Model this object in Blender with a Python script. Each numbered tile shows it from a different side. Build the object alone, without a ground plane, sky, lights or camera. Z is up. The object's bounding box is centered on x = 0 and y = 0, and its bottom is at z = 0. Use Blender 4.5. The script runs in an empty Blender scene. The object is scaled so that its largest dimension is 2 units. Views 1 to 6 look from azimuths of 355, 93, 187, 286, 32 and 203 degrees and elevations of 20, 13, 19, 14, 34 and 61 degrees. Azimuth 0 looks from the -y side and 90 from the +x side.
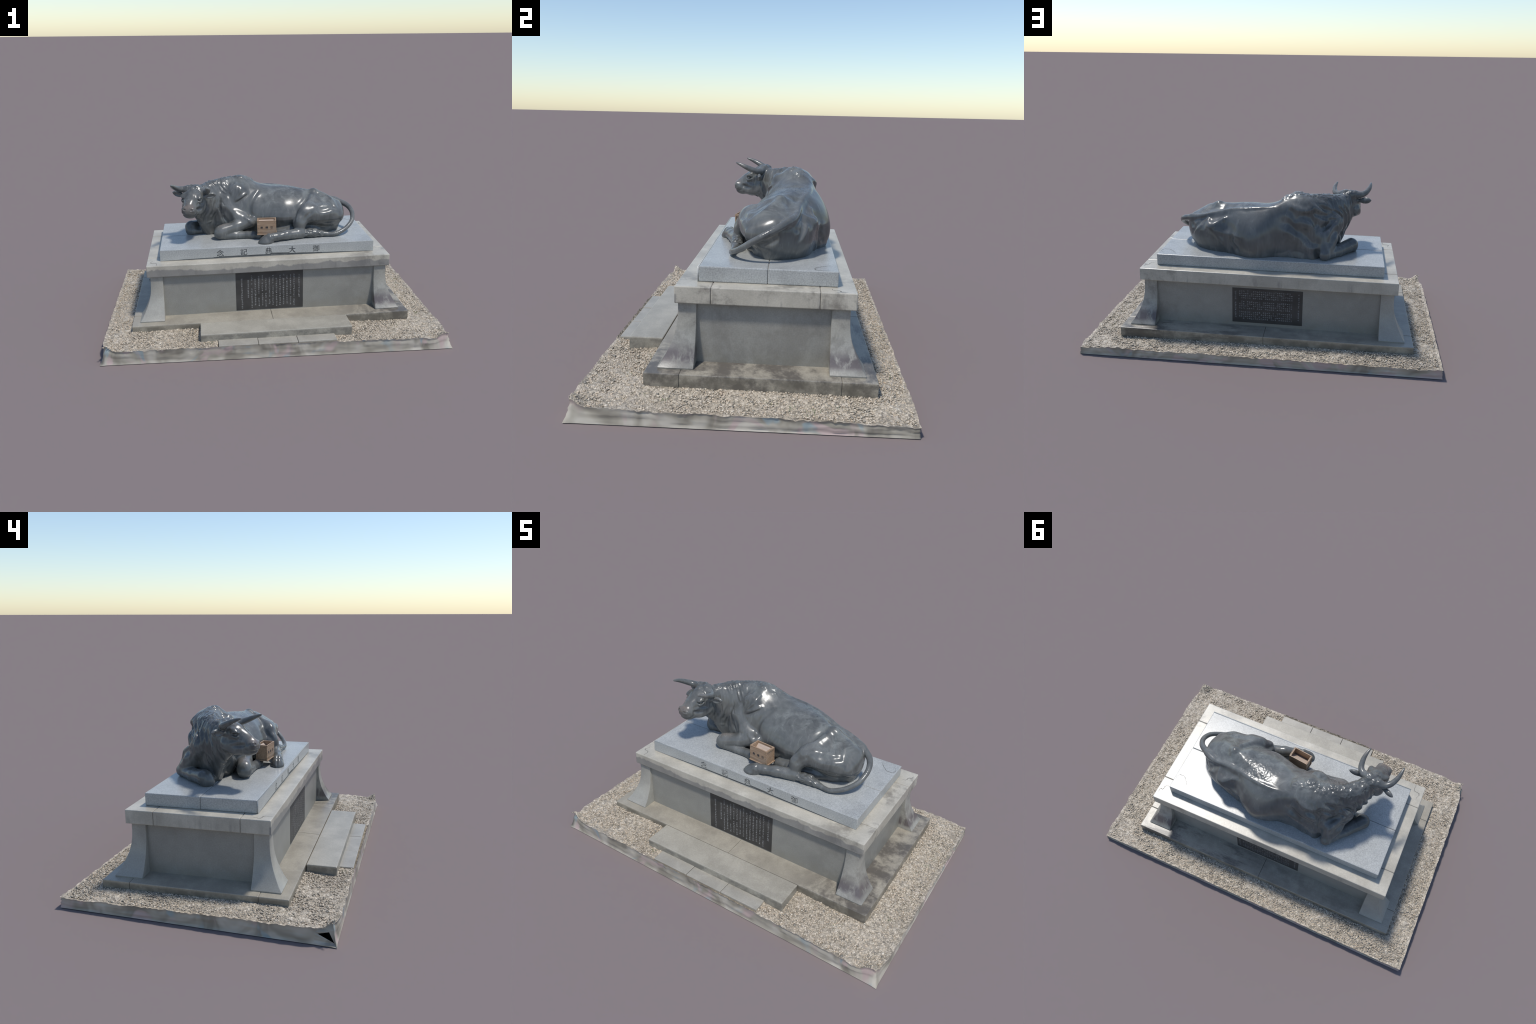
"""A reclining bronze ox on a stepped granite plinth with a small wooden offering box,
standing on a rectangular patch of gravel."""
import bpy, bmesh, math, random
import numpy as np
from mathutils import Vector, Matrix
from mathutils.geometry import tessellate_polygon

random.seed(7)
RNG = np.random.default_rng(7)
# ---------------------------------------------------------------- numeric helpers
def smooth01(a, b, x):
    t = np.clip((x - a) / (b - a), 0, 1)
    return t * t * (3 - 2 * t)


def hash3(i, j, k, seed):
    h = (i.astype(np.int64) * 374761393 + j.astype(np.int64) * 668265263 + k.astype(np.int64) * 2147483647 + seed * 974711) & 0xffffffff
    h = ((h ^ (h >> 13)) * 1274126177) & 0xffffffff
    return ((h ^ (h >> 16)) & 0xffff) / 65535.0


def vnoise(P, scale, seed=0):
    """value noise in -1..1 for an (n,3) array of points"""
    Q = P * scale
    I = np.floor(Q).astype(np.int64)
    T = Q - I
    T = T * T * (3 - 2 * T)
    out = 0
    for dx in (0, 1):
        wx = T[:, 0] if dx else 1 - T[:, 0]
        for dy in (0, 1):
            wy = T[:, 1] if dy else 1 - T[:, 1]
            for dz in (0, 1):
                wz = T[:, 2] if dz else 1 - T[:, 2]
                out = out + wx * wy * wz * hash3(I[:, 0] + dx, I[:, 1] + dy, I[:, 2] + dz, seed)
    return out * 2 - 1


def fbm(P, scale, octaves=3, seed=0):
    s, a, t = 0, 1.0, 0
    for o in range(octaves):
        s = s + a * vnoise(P, scale * 2 ** o, seed + o * 17)
        t += a
        a *= .5
    return s / t


def catmull(pts, n):
    """n points along a smooth curve through pts"""
    p = np.array(pts, float)
    p = np.vstack([2 * p[0] - p[1], p, 2 * p[-1] - p[-2]])
    u = np.linspace(0, len(p) - 3 - 1e-9, n)
    i = u.astype(int)
    t = (u - i)[:, None]
    a, b, c, d = p[i], p[i + 1], p[i + 2], p[i + 3]
    return .5 * (2 * b + (c - a) * t + (2 * a - 5 * b + 4 * c - d) * t ** 2 + (3 * b - a - 3 * c + d) * t ** 3)


# ---------------------------------------------------------------- the lying bull as a distance field
def slab_top(x, y):
    return .5067 + .0113 * (x + .023) - .0105 * (y - .065)


NA = 72
ANG = np.linspace(-np.pi, np.pi, NA, endpoint=False)


def section_radii(pts):
    """closed cross-section (a, z) control points -> centre and radius per angle"""
    p = np.array(pts, float)
    c = p.mean(0)
    q = np.vstack([p[-1:], p, p[:2]])
    u = np.linspace(1, len(p) + 1 - 1e-9, 400)
    i = u.astype(int)
    t = (u - i)[:, None]
    qq = np.vstack([q, q[3:5]])
    a, b, cc, d = qq[i - 1], qq[i], qq[i + 1], qq[i + 2]
    s = .5 * (2 * b + (cc - a) * t + (2 * a - 5 * b + 4 * cc - d) * t ** 2 + (3 * b - a - 3 * cc + d) * t ** 3)
    ang = np.arctan2(s[:, 1] - c[1], s[:, 0] - c[0])
    r = np.hypot(s[:, 0] - c[0], s[:, 1] - c[1])
    o = np.argsort(ang)
    ang, r = ang[o], r[o]
    R = np.interp(ANG, np.r_[ang[-20:] - 2 * np.pi, ang, ang[:20] + 2 * np.pi], np.r_[r[-20:], r, r[:20]])
    return c, R


def hermite_rows(x, xs, rows):
    """rows (n, m) at stations xs, smoothly interpolated at positions x"""
    xs = np.array(xs, float)
    rows = np.array(rows, float)
    m = np.gradient(rows, xs, axis=0)
    x = np.clip(x, xs[0], xs[-1])
    i = np.clip(np.searchsorted(xs, x) - 1, 0, len(xs) - 2)
    h = (xs[i + 1] - xs[i])[:, None]
    t = ((x - xs[i])[:, None]) / h
    return ((2 * t ** 3 - 3 * t ** 2 + 1) * rows[i] + (t ** 3 - 2 * t ** 2 + t) * h * m[i] + (-2 * t ** 3 + 3 * t ** 2) * rows[i + 1] + (t ** 3 - t ** 2) * h * m[i + 1])


# cross-sections of the trunk at stations along x: (y, z) from the back line over the
# far (+y) flank, under the belly and up the near (-y) flank
TRUNK = [
    (-0.360, [(0.140, 0.825), (0.175, 0.780), (0.190, 0.700), (0.180, 0.620), (0.150, 0.530), (0.100, 0.490), (0.065, 0.530), (0.050, 0.620), (0.050, 0.700), (0.085, 0.785)]),
    (-0.280, [(0.156, 0.843), (0.210, 0.822), (0.245, 0.760), (0.262, 0.690), (0.276, 0.620), (0.286, 0.550), (0.285, 0.490), (0.100, 0.480), (0.030, 0.530), (0.015, 0.610), (0.022, 0.680), (0.046, 0.755), (0.106, 0.820)]),
    (-0.220, [(0.168, 0.853), (0.223, 0.838), (0.255, 0.800), (0.277, 0.750), (0.285, 0.690), (0.284, 0.620), (0.287, 0.550), (0.280, 0.490), (0.100, 0.480), (0.030, 0.520), (0.008, 0.600), (0.018, 0.690), (0.056, 0.775), (0.121, 0.835)]),
    (-0.160, [(0.168, 0.861), (0.225, 0.840), (0.261, 0.800), (0.285, 0.740), (0.291, 0.680), (0.287, 0.610), (0.284, 0.540), (0.272, 0.490), (0.100, 0.480), (0.030, 0.520), (0.005, 0.600), (0.015, 0.690), (0.056, 0.785), (0.122, 0.848)]),
    (-0.110, [(0.175, 0.842), (0.233, 0.820), (0.269, 0.770), (0.281, 0.700), (0.291, 0.620), (0.284, 0.540), (0.270, 0.490), (0.100, 0.480), (0.030, 0.510), (0.006, 0.580), (0.011, 0.660), (0.045, 0.745), (0.112, 0.813)]),
    (-0.055, [(0.175, 0.807), (0.238, 0.798), (0.272, 0.765), (0.291, 0.710), (0.303, 0.640), (0.303, 0.590), (0.291, 0.530), (0.270, 0.490), (0.110, 0.480), (0.030, 0.505), (0.000, 0.570), (-0.001, 0.640), (0.034, 0.715), (0.096, 0.783)]),
    (0.000, [(0.160, 0.790), (0.225, 0.787), (0.257, 0.777), (0.288, 0.746), (0.314, 0.700), (0.329, 0.650), (0.331, 0.600), (0.318, 0.540), (0.290, 0.490), (0.120, 0.480), (0.030, 0.505), (-0.005, 0.560), (-0.021, 0.625), (-0.005, 0.665), (0.027, 0.722), (0.085, 0.770)]),
    (0.100, [(0.160, 0.787), (0.220, 0.779), (0.250, 0.764), (0.282, 0.735), (0.315, 0.690), (0.336, 0.640), (0.344, 0.590), (0.335, 0.535), (0.300, 0.490), (0.120, 0.480), (0.030, 0.505), (-0.020, 0.560), (-0.045, 0.620), (-0.031, 0.665), (-0.002, 0.712), (0.045, 0.752), (0.105, 0.778)]),
    (0.165, [(0.150, 0.782), (0.210, 0.770), (0.240, 0.756), (0.274, 0.720), (0.301, 0.670), (0.312, 0.615), (0.308, 0.550), (0.275, 0.490), (0.120, 0.480), (0.040, 0.505), (-0.012, 0.560), (-0.043, 0.620), (-0.027, 0.668), (0.000, 0.710), (0.040, 0.747), (0.095, 0.773)]),
    (0.225, [(0.135, 0.774), (0.190, 0.758), (0.226, 0.744), (0.256, 0.700), (0.275, 0.655), (0.284, 0.600), (0.278, 0.550), (0.245, 0.490), (0.120, 0.480), (0.040, 0.505), (-0.020, 0.560), (-0.055, 0.620), (-0.037, 0.670), (0.002, 0.715), (0.065, 0.758)]),
    (0.300, [(0.118, 0.772), (0.160, 0.744), (0.202, 0.726), (0.238, 0.695), (0.272, 0.660), (0.270, 0.600), (0.260, 0.550), (0.235, 0.490), (0.120, 0.480), (0.040, 0.510), (-0.025, 0.571), (-0.069, 0.609), (-0.052, 0.660), (0.000, 0.715), (0.065, 0.755)]),
    (0.380, [(0.099, 0.742), (0.154, 0.720), (0.191, 0.704), (0.223, 0.672), (0.246, 0.630), (0.241, 0.570), (0.200, 0.500), (0.100, 0.490), (0.030, 0.530), (-0.035, 0.578), (-0.059, 0.616), (-0.045, 0.657), (-0.001, 0.702), (0.054, 0.733)]),
    (0.440, [(0.086, 0.712), (0.141, 0.695), (0.169, 0.682), (0.189, 0.655), (0.204, 0.610), (0.185, 0.550), (0.120, 0.505), (0.050, 0.530), (-0.005, 0.581), (-0.041, 0.611), (-0.036, 0.645), (0.001, 0.680), (0.046, 0.704)]),
    (0.475, [(0.085, 0.690), (0.125, 0.680), (0.146, 0.665), (0.156, 0.630), (0.138, 0.570), (0.090, 0.545), (0.040, 0.570), (-0.010, 0.600), (-0.022, 0.635), (0.025, 0.670)]),
    (0.497, [(0.080, 0.658), (0.105, 0.650), (0.115, 0.630), (0.100, 0.600), (0.080, 0.590), (0.050, 0.600), (0.035, 0.620), (0.050, 0.650)]),
]

# neck: path of its middle in plan, and sections (side, z), side > 0 on the far side
NECK_PATH = [(-.235, .150), (-.320, .125), (-.385, .075), (-.430, .020), (-.452, -.035)]
NECK = [
    [(0, .845), (.045, .828), (.08, .78), (.092, .71), (.09, .60), (.07, .50), (0, .48), (-.07, .50), (-.085, .60), (-.085, .70), (-.065, .78), (-.035, .830)],
    [(0, .845), (.038, .833), (.068, .785), (.082, .71), (.075, .60), (.06, .50), (0, .48), (-.055, .50), (-.066, .60), (-.073, .70), (-.058, .78), (-.032, .835)],
    [(0, .835), (.032, .825), (.063, .775), (.078, .71), (.058, .61), (.032, .52), (.0, .49), (-.035, .52), (-.056, .61), (-.072, .70), (-.058, .775), (-.03, .825)],
    [(0, .826), (.028, .817), (.050, .775), (.058, .72), (.045, .66), (.022, .615), (0, .600), (-.022, .615), (-.043, .66), (-.057, .72), (-.050, .775), (-.028, .817)],
    [(0, .825), (.028, .815), (.050, .78), (.052, .73), (.04, .69), (.02, .672), (0, .668), (-.02, .672), (-.04, .69), (-.052, .73), (-.05, .78), (-.028, .815)],
]

# head frame: side (towards +x), forward (towards the muzzle), height
HEAD_O = np.array([-.455, 0, 0])
HEAD_L = np.array([.977, -.215, 0])
HEAD_F = np.array([-.215, -.977, 0])


def H(s, f, z):
    return HEAD_O + HEAD_L * s + HEAD_F * f + np.array([0, 0, z - .05 * s])


TAIL = [(.290, .190, .692), (.370, .178, .692), (.430, .160, .684), (.482, .134, .676), (.524, .100, .662), (.545, .050, .637), (.541, .000, .608), (.526, -.030, .587), (.495, -.060, .564), (.456, -.085, .547), (.405, -.100, .533), (.352, -.095, .534)]
TAIL_R = [.012, .014, .0165, .017, .0155, .014, .013, .0125, .012, .012, .012, .0125]
TUFT = [(.352, -.095, .534), (.320, -.090, .537), (.285, -.088, .541), (.250, -.092, .543), (.222, -.100, .544), (.208, -.104, .545)]
TUFT_R = [.0135, .020, .026, .027, .021, .012]
PARTS = ["torso", "neck", "head", "ear", "ear", "foreleg", "foreleg", "hind_leg", "hind_leg", "tail", "hoof"]
T_, N_, HD, EL, ER, FN, FF, HN, HF, TL, HO = range(11)


class Field:
    def __init__(s, lo, hi, h):
        s.h = h
        s.lo = np.array(lo, float)
        s.n = np.ceil((np.array(hi) - s.lo) / h).astype(int) + 1
        s.ax = [s.lo[i] + h * np.arange(s.n[i]) for i in range(3)]
        s.F = np.full(s.n, .2, np.float32)
        s.raw = np.full(s.n, .2, np.float32)
        s.lab = np.zeros(s.n, np.int8)

    def box(s, lo, hi):
        a = [max(0, int((lo[i] - s.lo[i]) / s.h)) for i in range(3)]
        b = [min(s.n[i], int((hi[i] - s.lo[i]) / s.h) + 2) for i in range(3)]
        sl = tuple(slice(a[i], b[i]) for i in range(3))
        X, Y, Z = np.meshgrid(*[s.ax[i][sl[i]] for i in range(3)], indexing="ij", sparse=True)
        return sl, X, Y, Z

    def union(s, sl, d, k, lab):
        F, R, L = s.F[sl], s.raw[sl], s.lab[sl]
        d = d.astype(np.float32)
        L[d < R] = lab
        np.minimum(R, d, out=R)
        if k > 0:
            q = np.clip(k - np.abs(F - d), 0, None) / k
            F[...] = np.minimum(F, d) - q * q * (k / 4)
        else:
            np.minimum(F, d, out=F)

    def carve(s, sl, d, k):
        F = s.F[sl]
        d = -d.astype(np.float32)
        q = np.clip(k - np.abs(F - d), 0, None) / k
        F[...] = np.maximum(F, d) + q * q * (k / 4)

    def seg(s, p0, p1, pad):
        p0, p1 = np.array(p0, float), np.array(p1, float)
        sl, X, Y, Z = s.box(np.minimum(p0, p1) - pad, np.maximum(p0, p1) + pad)
        v = p1 - p0
        t = np.clip(((X - p0[0]) * v[0] + (Y - p0[1]) * v[1] + (Z - p0[2]) * v[2]) / max(v @ v, 1e-12), 0, 1)
        d = np.sqrt((X - p0[0] - t * v[0]) ** 2 + (Y - p0[1] - t * v[1]) ** 2 + (Z - p0[2] - t * v[2]) ** 2)
        return sl, d, t

    def limb(s, pts, rad, k, lab):
        for (p, q, a, b) in zip(pts[:-1], pts[1:], rad[:-1], rad[1:]):
            sl, d, t = s.seg(p, q, max(a, b) + k + .02)
            s.union(sl, d - (a + (b - a) * t), k, lab)

    def ball(s, c, r, k, lab, axes=None, carve=False):
        c = np.array(c, float)
        r = np.array(r if np.ndim(r) else (r, r, r), float)
        m = r.max() + k + .02
        sl, X, Y, Z = s.box(c - m, c + m)
        A = np.eye(3) if axes is None else np.array(axes, float)
        X, Y, Z = X - c[0], Y - c[1], Z - c[2]
        u = [(A[i, 0] * X + A[i, 1] * Y + A[i, 2] * Z) for i in range(3)]
        k0 = np.sqrt(sum((u[i] / r[i]) ** 2 for i in range(3)))
        k1 = np.sqrt(sum((u[i] / r[i] ** 2) ** 2 for i in range(3)))
        d = k0 * (k0 - 1) / np.maximum(k1, 1e-6)
        if carve:
            s.carve(sl, d, k)
        else:
            s.union(sl, d, k, lab)

    def stroke(s, pts, r, h, n=None):
        """soft ridge (h > 0) or furrow (h < 0) along a curve lying near the skin"""
        P = catmull(pts, n or max(6, 5 * len(pts)))
        lo, hi = P.min(0) - 2.6 * r, P.max(0) + 2.6 * r
        sl, X, Y, Z = s.box(lo, hi)
        best = None
        u = np.linspace(0, 1, len(P))
        fade = np.clip(np.minimum(u, 1 - u) * 5 + .25, 0, 1)
        for i in range(len(P) - 1):
            p, v = P[i], P[i + 1] - P[i]
            t = np.clip(((X - p[0]) * v[0] + (Y - p[1]) * v[1] + (Z - p[2]) * v[2]) / max(v @ v, 1e-12), 0, 1)
            d2 = (X - p[0] - t * v[0]) ** 2 + (Y - p[1] - t * v[1]) ** 2 + (Z - p[2] - t * v[2]) ** 2
            e = np.exp(-d2 / (r * r)) * (fade[i] + (fade[i + 1] - fade[i]) * t)
            best = e if best is None else np.maximum(best, e)
        s.F[sl] -= (h * best).astype(np.float32)


def polar_field(a, z, c, R):
    th = np.arctan2(z - c[1], a - c[0])
    rho = np.hypot(a - c[0], z - c[1])
    r = np.interp(th.ravel(), np.r_[ANG, np.pi], np.r_[R, R[0]]).reshape(th.shape)
    return rho - r


def build_bull_field(h):
    s = Field((-.64, -.235, .490), (.585, .385, .905), h)
    # trunk
    secs = [section_radii(p) for _, p in TRUNK]
    xs = [x for x, _ in TRUNK]
    rows = hermite_rows(s.ax[0], xs, [np.r_[c, R] for c, R in secs])
    Y, Z = np.meshgrid(s.ax[1], s.ax[2], indexing="ij")
    D = np.full(s.n, .2, np.float32)
    for i, x in enumerate(s.ax[0]):
        if x < xs[0] - .05 or x > xs[-1] + .05:
            continue
        d = polar_field(Y, Z, rows[i, :2], rows[i, 2:]) * .9
        over = max(xs[0] - x, x - xs[-1], -1)
        if over > -.02:
            o = over + .004
            d = np.maximum(d, o) + np.clip(.012 - np.abs(d - o), 0, None) ** 2 / .048
        D[i] = d
    s.union((slice(None),) * 3, D, 0, T_)
    # neck
    C = np.array(NECK_PATH, float)
    Pn = catmull(C, 49)
    secn = [section_radii(p) for p in NECK]
    rown = hermite_rows(np.linspace(0, 1, 49), np.linspace(0, 1, 5), [np.r_[c, R] for c, R in secn])
    i0, i1 = np.searchsorted(s.ax[0], (-.62, -.12))
    j0, j1 = np.searchsorted(s.ax[1], (-.16, .34))
    Tn = np.gradient(Pn, axis=0)
    step = float(np.linalg.norm(np.diff(Pn, axis=0), axis=1).mean())
    Tn /= np.linalg.norm(Tn, axis=1)[:, None]
    D = np.full((i1 - i0, j1 - j0, s.n[2]), .2, np.float32)
    for i in range(i0, i1):
        y = s.ax[1][j0:j1]
        rel = np.stack([np.full_like(y, s.ax[0][i])[:, None] - Pn[None, :, 0], y[:, None] - Pn[None, :, 1]], -1)
        m = (rel ** 2).sum(-1).argmin(1)
        r = rel[np.arange(len(y)), m]
        over = (r * Tn[m]).sum(1)
        u = m + over / step
        uc = np.clip(u, 0, 48)
        i_ = np.minimum(uc.astype(int), 47)
        w = (uc - i_)[:, None]
        C_ = Pn[i_] * (1 - w) + Pn[i_ + 1] * w
        T2 = Tn[i_] * (1 - w) + Tn[i_ + 1] * w
        side = -((s.ax[0][i] - C_[:, 0]) * -T2[:, 1] + (y - C_[:, 1]) * T2[:, 0])
        rows_ = rown[i_] * (1 - w) + rown[i_ + 1] * w
        for j in range(len(y)):
            d = polar_field(np.full(s.n[2], side[j]), s.ax[2], rows_[j, :2], rows_[j, 2:]) * .9
            e = max(-u[j], u[j] - 48) * step
            if e > 0:
                d = np.maximum(d, e - .01)
            D[i - i0, j] = d
    s.union((slice(i0, i1), slice(j0, j1), slice(None)), D, .016, N_)
    # near foreleg: shoulder blade, folded forearm and cannon
    s.ball((-.195, .072, .745), (.055, .034, .080), .025, T_)
    s.ball((-.270, .055, .690), (.048, .040, .058), .03, T_)
    s.limb([(-.270, .055, .68), (-.20, .022, .625), (-.115, -.008, .604)], [.046, .045, .033], .022, FN)
    s.limb([(-.115, -.005, .603), (-.20, -.018, .578), (-.295, -.048, .558)], [.034, .041, .040], .014, FN)
    s.limb([(-.305, -.050, .545), (-.290, -.047, .540)], [.040, .036], .010, FN)
    s.limb([(-.295, -.050, .533), (-.215, -.051, .530), (-.135, -.050, .530), (-.100, -.055, .528)], [.030, .024, .024, .027], .006, FN)
    s.limb([(-.095, -.055, .527), (-.055, -.062, .522)], [.025, .024], .008, FN)
    # far foreleg
    s.ball((-.225, .215, .745), (.070, .048, .080), .03, T_)
    s.ball((-.280, .232, .600), (.072, .046, .092), .03, FF)
    s.ball((-.385, .165, .685), (.048, .042, .055), .025, T_)
    s.limb([(-.375, .17, .675), (-.350, .230, .60), (-.338, .286, .537)], [.046, .048, .033], .03, FF)
    s.limb([(-.338, .290, .532), (-.415, .190, .532), (-.485, .108, .545)], [.029, .035, .041], .014, FF)
    s.limb([(-.485, .104, .538), (-.490, .094, .528)], [.038, .034], .010, FF)
    s.limb([(-.480, .085, .525), (-.40, .100, .52)], [.030, .024], .012, FF)
    # hip bones
    s.ball((.303, .105, .752), (.027, .024, .024), .022, T_)
    s.ball((.316, .250, .655), (.028, .020, .026), .022, T_)
    # near hind leg
    s.ball((.262, -.028, .655), (.076, .056, .062), .018, HN)
    s.ball((.345, .000, .647), (.107, .059, .054), .02, HN)
    s.limb([(.228, -.044, .645), (.190, -.070, .605), (.190, -.090, .555)], [.050, .038, .030], .02, HN)
    s.limb([(.195, -.094, .543), (.10, -.126, .546), (.035, -.148, .543)], [.034, .028, .024], .012, HN)
    s.limb([(.035, -.148, .543), (.000, -.155, .543)], [.026, .028], .01, HN)
    ha = np.array([[-.965, -.26, 0], [.26, -.965, 0], [0, 0, 1]])
    s.limb([(-.010, -.158, .535), (-.035, -.163, .525), (-.062, -.168, .514)], [.031, .029, .016], .008, HO)
    s.ball((-.028, -.163, .520), (.046, .037, .022), .010, HO, ha)
    s.stroke([(.012, -.185, .540), (.004, -.165, .572), (.000, -.135, .560)], .006, -.004)
    s.stroke([(-.000, -.156, .570), (-.040, -.163, .555), (-.085, -.172, .515)], .005, -.006)
    # far hind leg: foot lying under the thigh
    s.limb([(.425, .075, .537), (.36, .030, .535), (.27, -.01, .535), (.15, -.030, .535), (.06, -.032, .530)], [.042, .037, .034, .036, .030], .015, HF)
    # tail
    P = catmull(TAIL, 51)
    R = np.interp(np.linspace(0, 1, 51), np.linspace(0, 1, len(TAIL_R)), TAIL_R)
    for i in range(50):
        sl, d, t = s.seg(P[i], P[i + 1], R[i] + .05)
        s.union(sl, d - (R[i] + (R[i + 1] - R[i]) * t), .014 if P[i][0] < .475 and P[i][1] > .1 else .004, TL)
    s.limb(TUFT, TUFT_R, .006, TL)
    # head
    A = np.array([HEAD_L, HEAD_F, (0, 0, 1)])
    hp = np.radians(24)
    Ad = np.array([HEAD_L, HEAD_F * np.cos(hp) - np.array([0, 0, np.sin(hp)]), HEAD_F * np.sin(hp) + np.array([0, 0, np.cos(hp)])])
    s.ball(H(0, .048, .778), (.058, .070, .052), .02, HD, Ad)
    s.limb([H(0, .06, .775), H(0, .105, .752), H(0, .146, .728)], [.044, .038, .033], .02, HD)
    s.ball(H(0, .148, .722), (.046, .035, .035), .012, HD, A)
    s.ball(H(0, .143, .698), (.037, .032, .020), .010, HD, A)
    for sd in (-1, 1):
        s.limb([H(sd * .030, .030, .725), H(sd * .024, .075, .712), H(sd * .014, .130, .706)], [.040, .034, .024], .02, HD)
        s.ball(H(sd * .046, .078, .797), (.016, .024, .012), .012, HD, Ad)
        s.ball(H(sd * .052, .084, .766), (.010, .020, .010), .012, HD, Ad)
        s.ball(H(sd * .025, .166, .735), (.017, .014, .014), .010, HD, A)
        s.limb([H(sd * .030, .012, .822), H(sd * .060, .020, .818)], [.022, .020], .012, HD)
    s.ball(H(0, .006, .824), (.042, .030, .022), .02, HD, A)
    for sd, lab in ((1, EL), (-1, ER)):
        r0, r1 = H(sd * .060, .026, .781), H(sd * .137, .002, .799 if sd > 0 else .791)
        ax0 = (r1 - r0) / np.linalg.norm(r1 - r0)
        up = np.array([0, 0, 1]) - ax0 * ax0[2]
        up /= np.linalg.norm(up)
        Ae = np.array([ax0, np.cross(up, ax0), up])
        s.limb([r0, r0 + ax0 * .02], [.011, .010], .008, lab)
        ce = r0 + ax0 * .043
        s.limb([ce, r1 - ax0 * .002], [.012, .003], .008, lab)
        s.ball(ce, (.037, .0125, .0195), .006, lab, Ae)
        fw = np.cross(ax0, up) * sd * .85 + np.array([0, 0, -.25])
        s.ball(ce + ax0 * .002 + fw * .015, (.030, .0110, .0135), .002, lab, Ae, carve=True)
    # carved details of the face
    for sd in (-1, 1):
        s.ball(H(sd * .0225, .183, .737), (.0090, .009, .0065), .003, HD, A, carve=True)
        s.stroke([H(sd * .030, .182, .746), H(sd * .036, .172, .738), H(sd * .034, .166, .728)], .005, -.004)
        s.stroke([H(sd * .004, .186, .706), H(sd * .026, .176, .702), H(sd * .042, .152, .703), H(sd * .047, .128, .708)], .0045, -.006)
        s.stroke([H(sd * .004, .186, .714), H(sd * .026, .178, .712), H(sd * .044, .154, .714)], .006, .003)
        # socket and lids
        s.ball(H(sd * .062, .086, .780), (.013, .015, .009), .008, HD, A, carve=True)
        s.stroke([H(sd * .060, .066, .787), H(sd * .060, .086, .793), H(sd * .050, .106, .786)], .0055, .0055)
        s.stroke([H(sd * .060, .068, .773), H(sd * .058, .086, .768), H(sd * .050, .104, .772)], .0045, .0040)
        s.stroke([H(sd * .058, .070, .762), H(sd * .056, .090, .757), H(sd * .048, .112, .764)], .006, -.004)
        s.stroke([H(sd * .044, .126, .744), H(sd * .050, .096, .742), H(sd * .058, .060, .735)], .009, .006)
        s.stroke([H(sd * .040, .128, .730), H(sd * .047, .105, .726), H(sd * .054, .075, .722)], .009, -.006)
        s.stroke([H(sd * .018, .135, .758), H(sd * .022, .105, .778)], .008, -.004)
        s.stroke([H(sd * .046, .100, .694), H(sd * .058, .060, .696), H(sd * .062, .030, .715)], .010, .006)
    s.stroke([H(0, .165, .752), H(0, .12, .778), H(0, .08, .800)], .010, .003)
    folds(s)
    # rest on the slab
    X, Y, Z = np.meshgrid(*s.ax, indexing="ij", sparse=True)
    np.maximum(s.F, (slab_top(X, Y) - .004 - Z).astype(np.float32), out=s.F)
    return s


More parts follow.
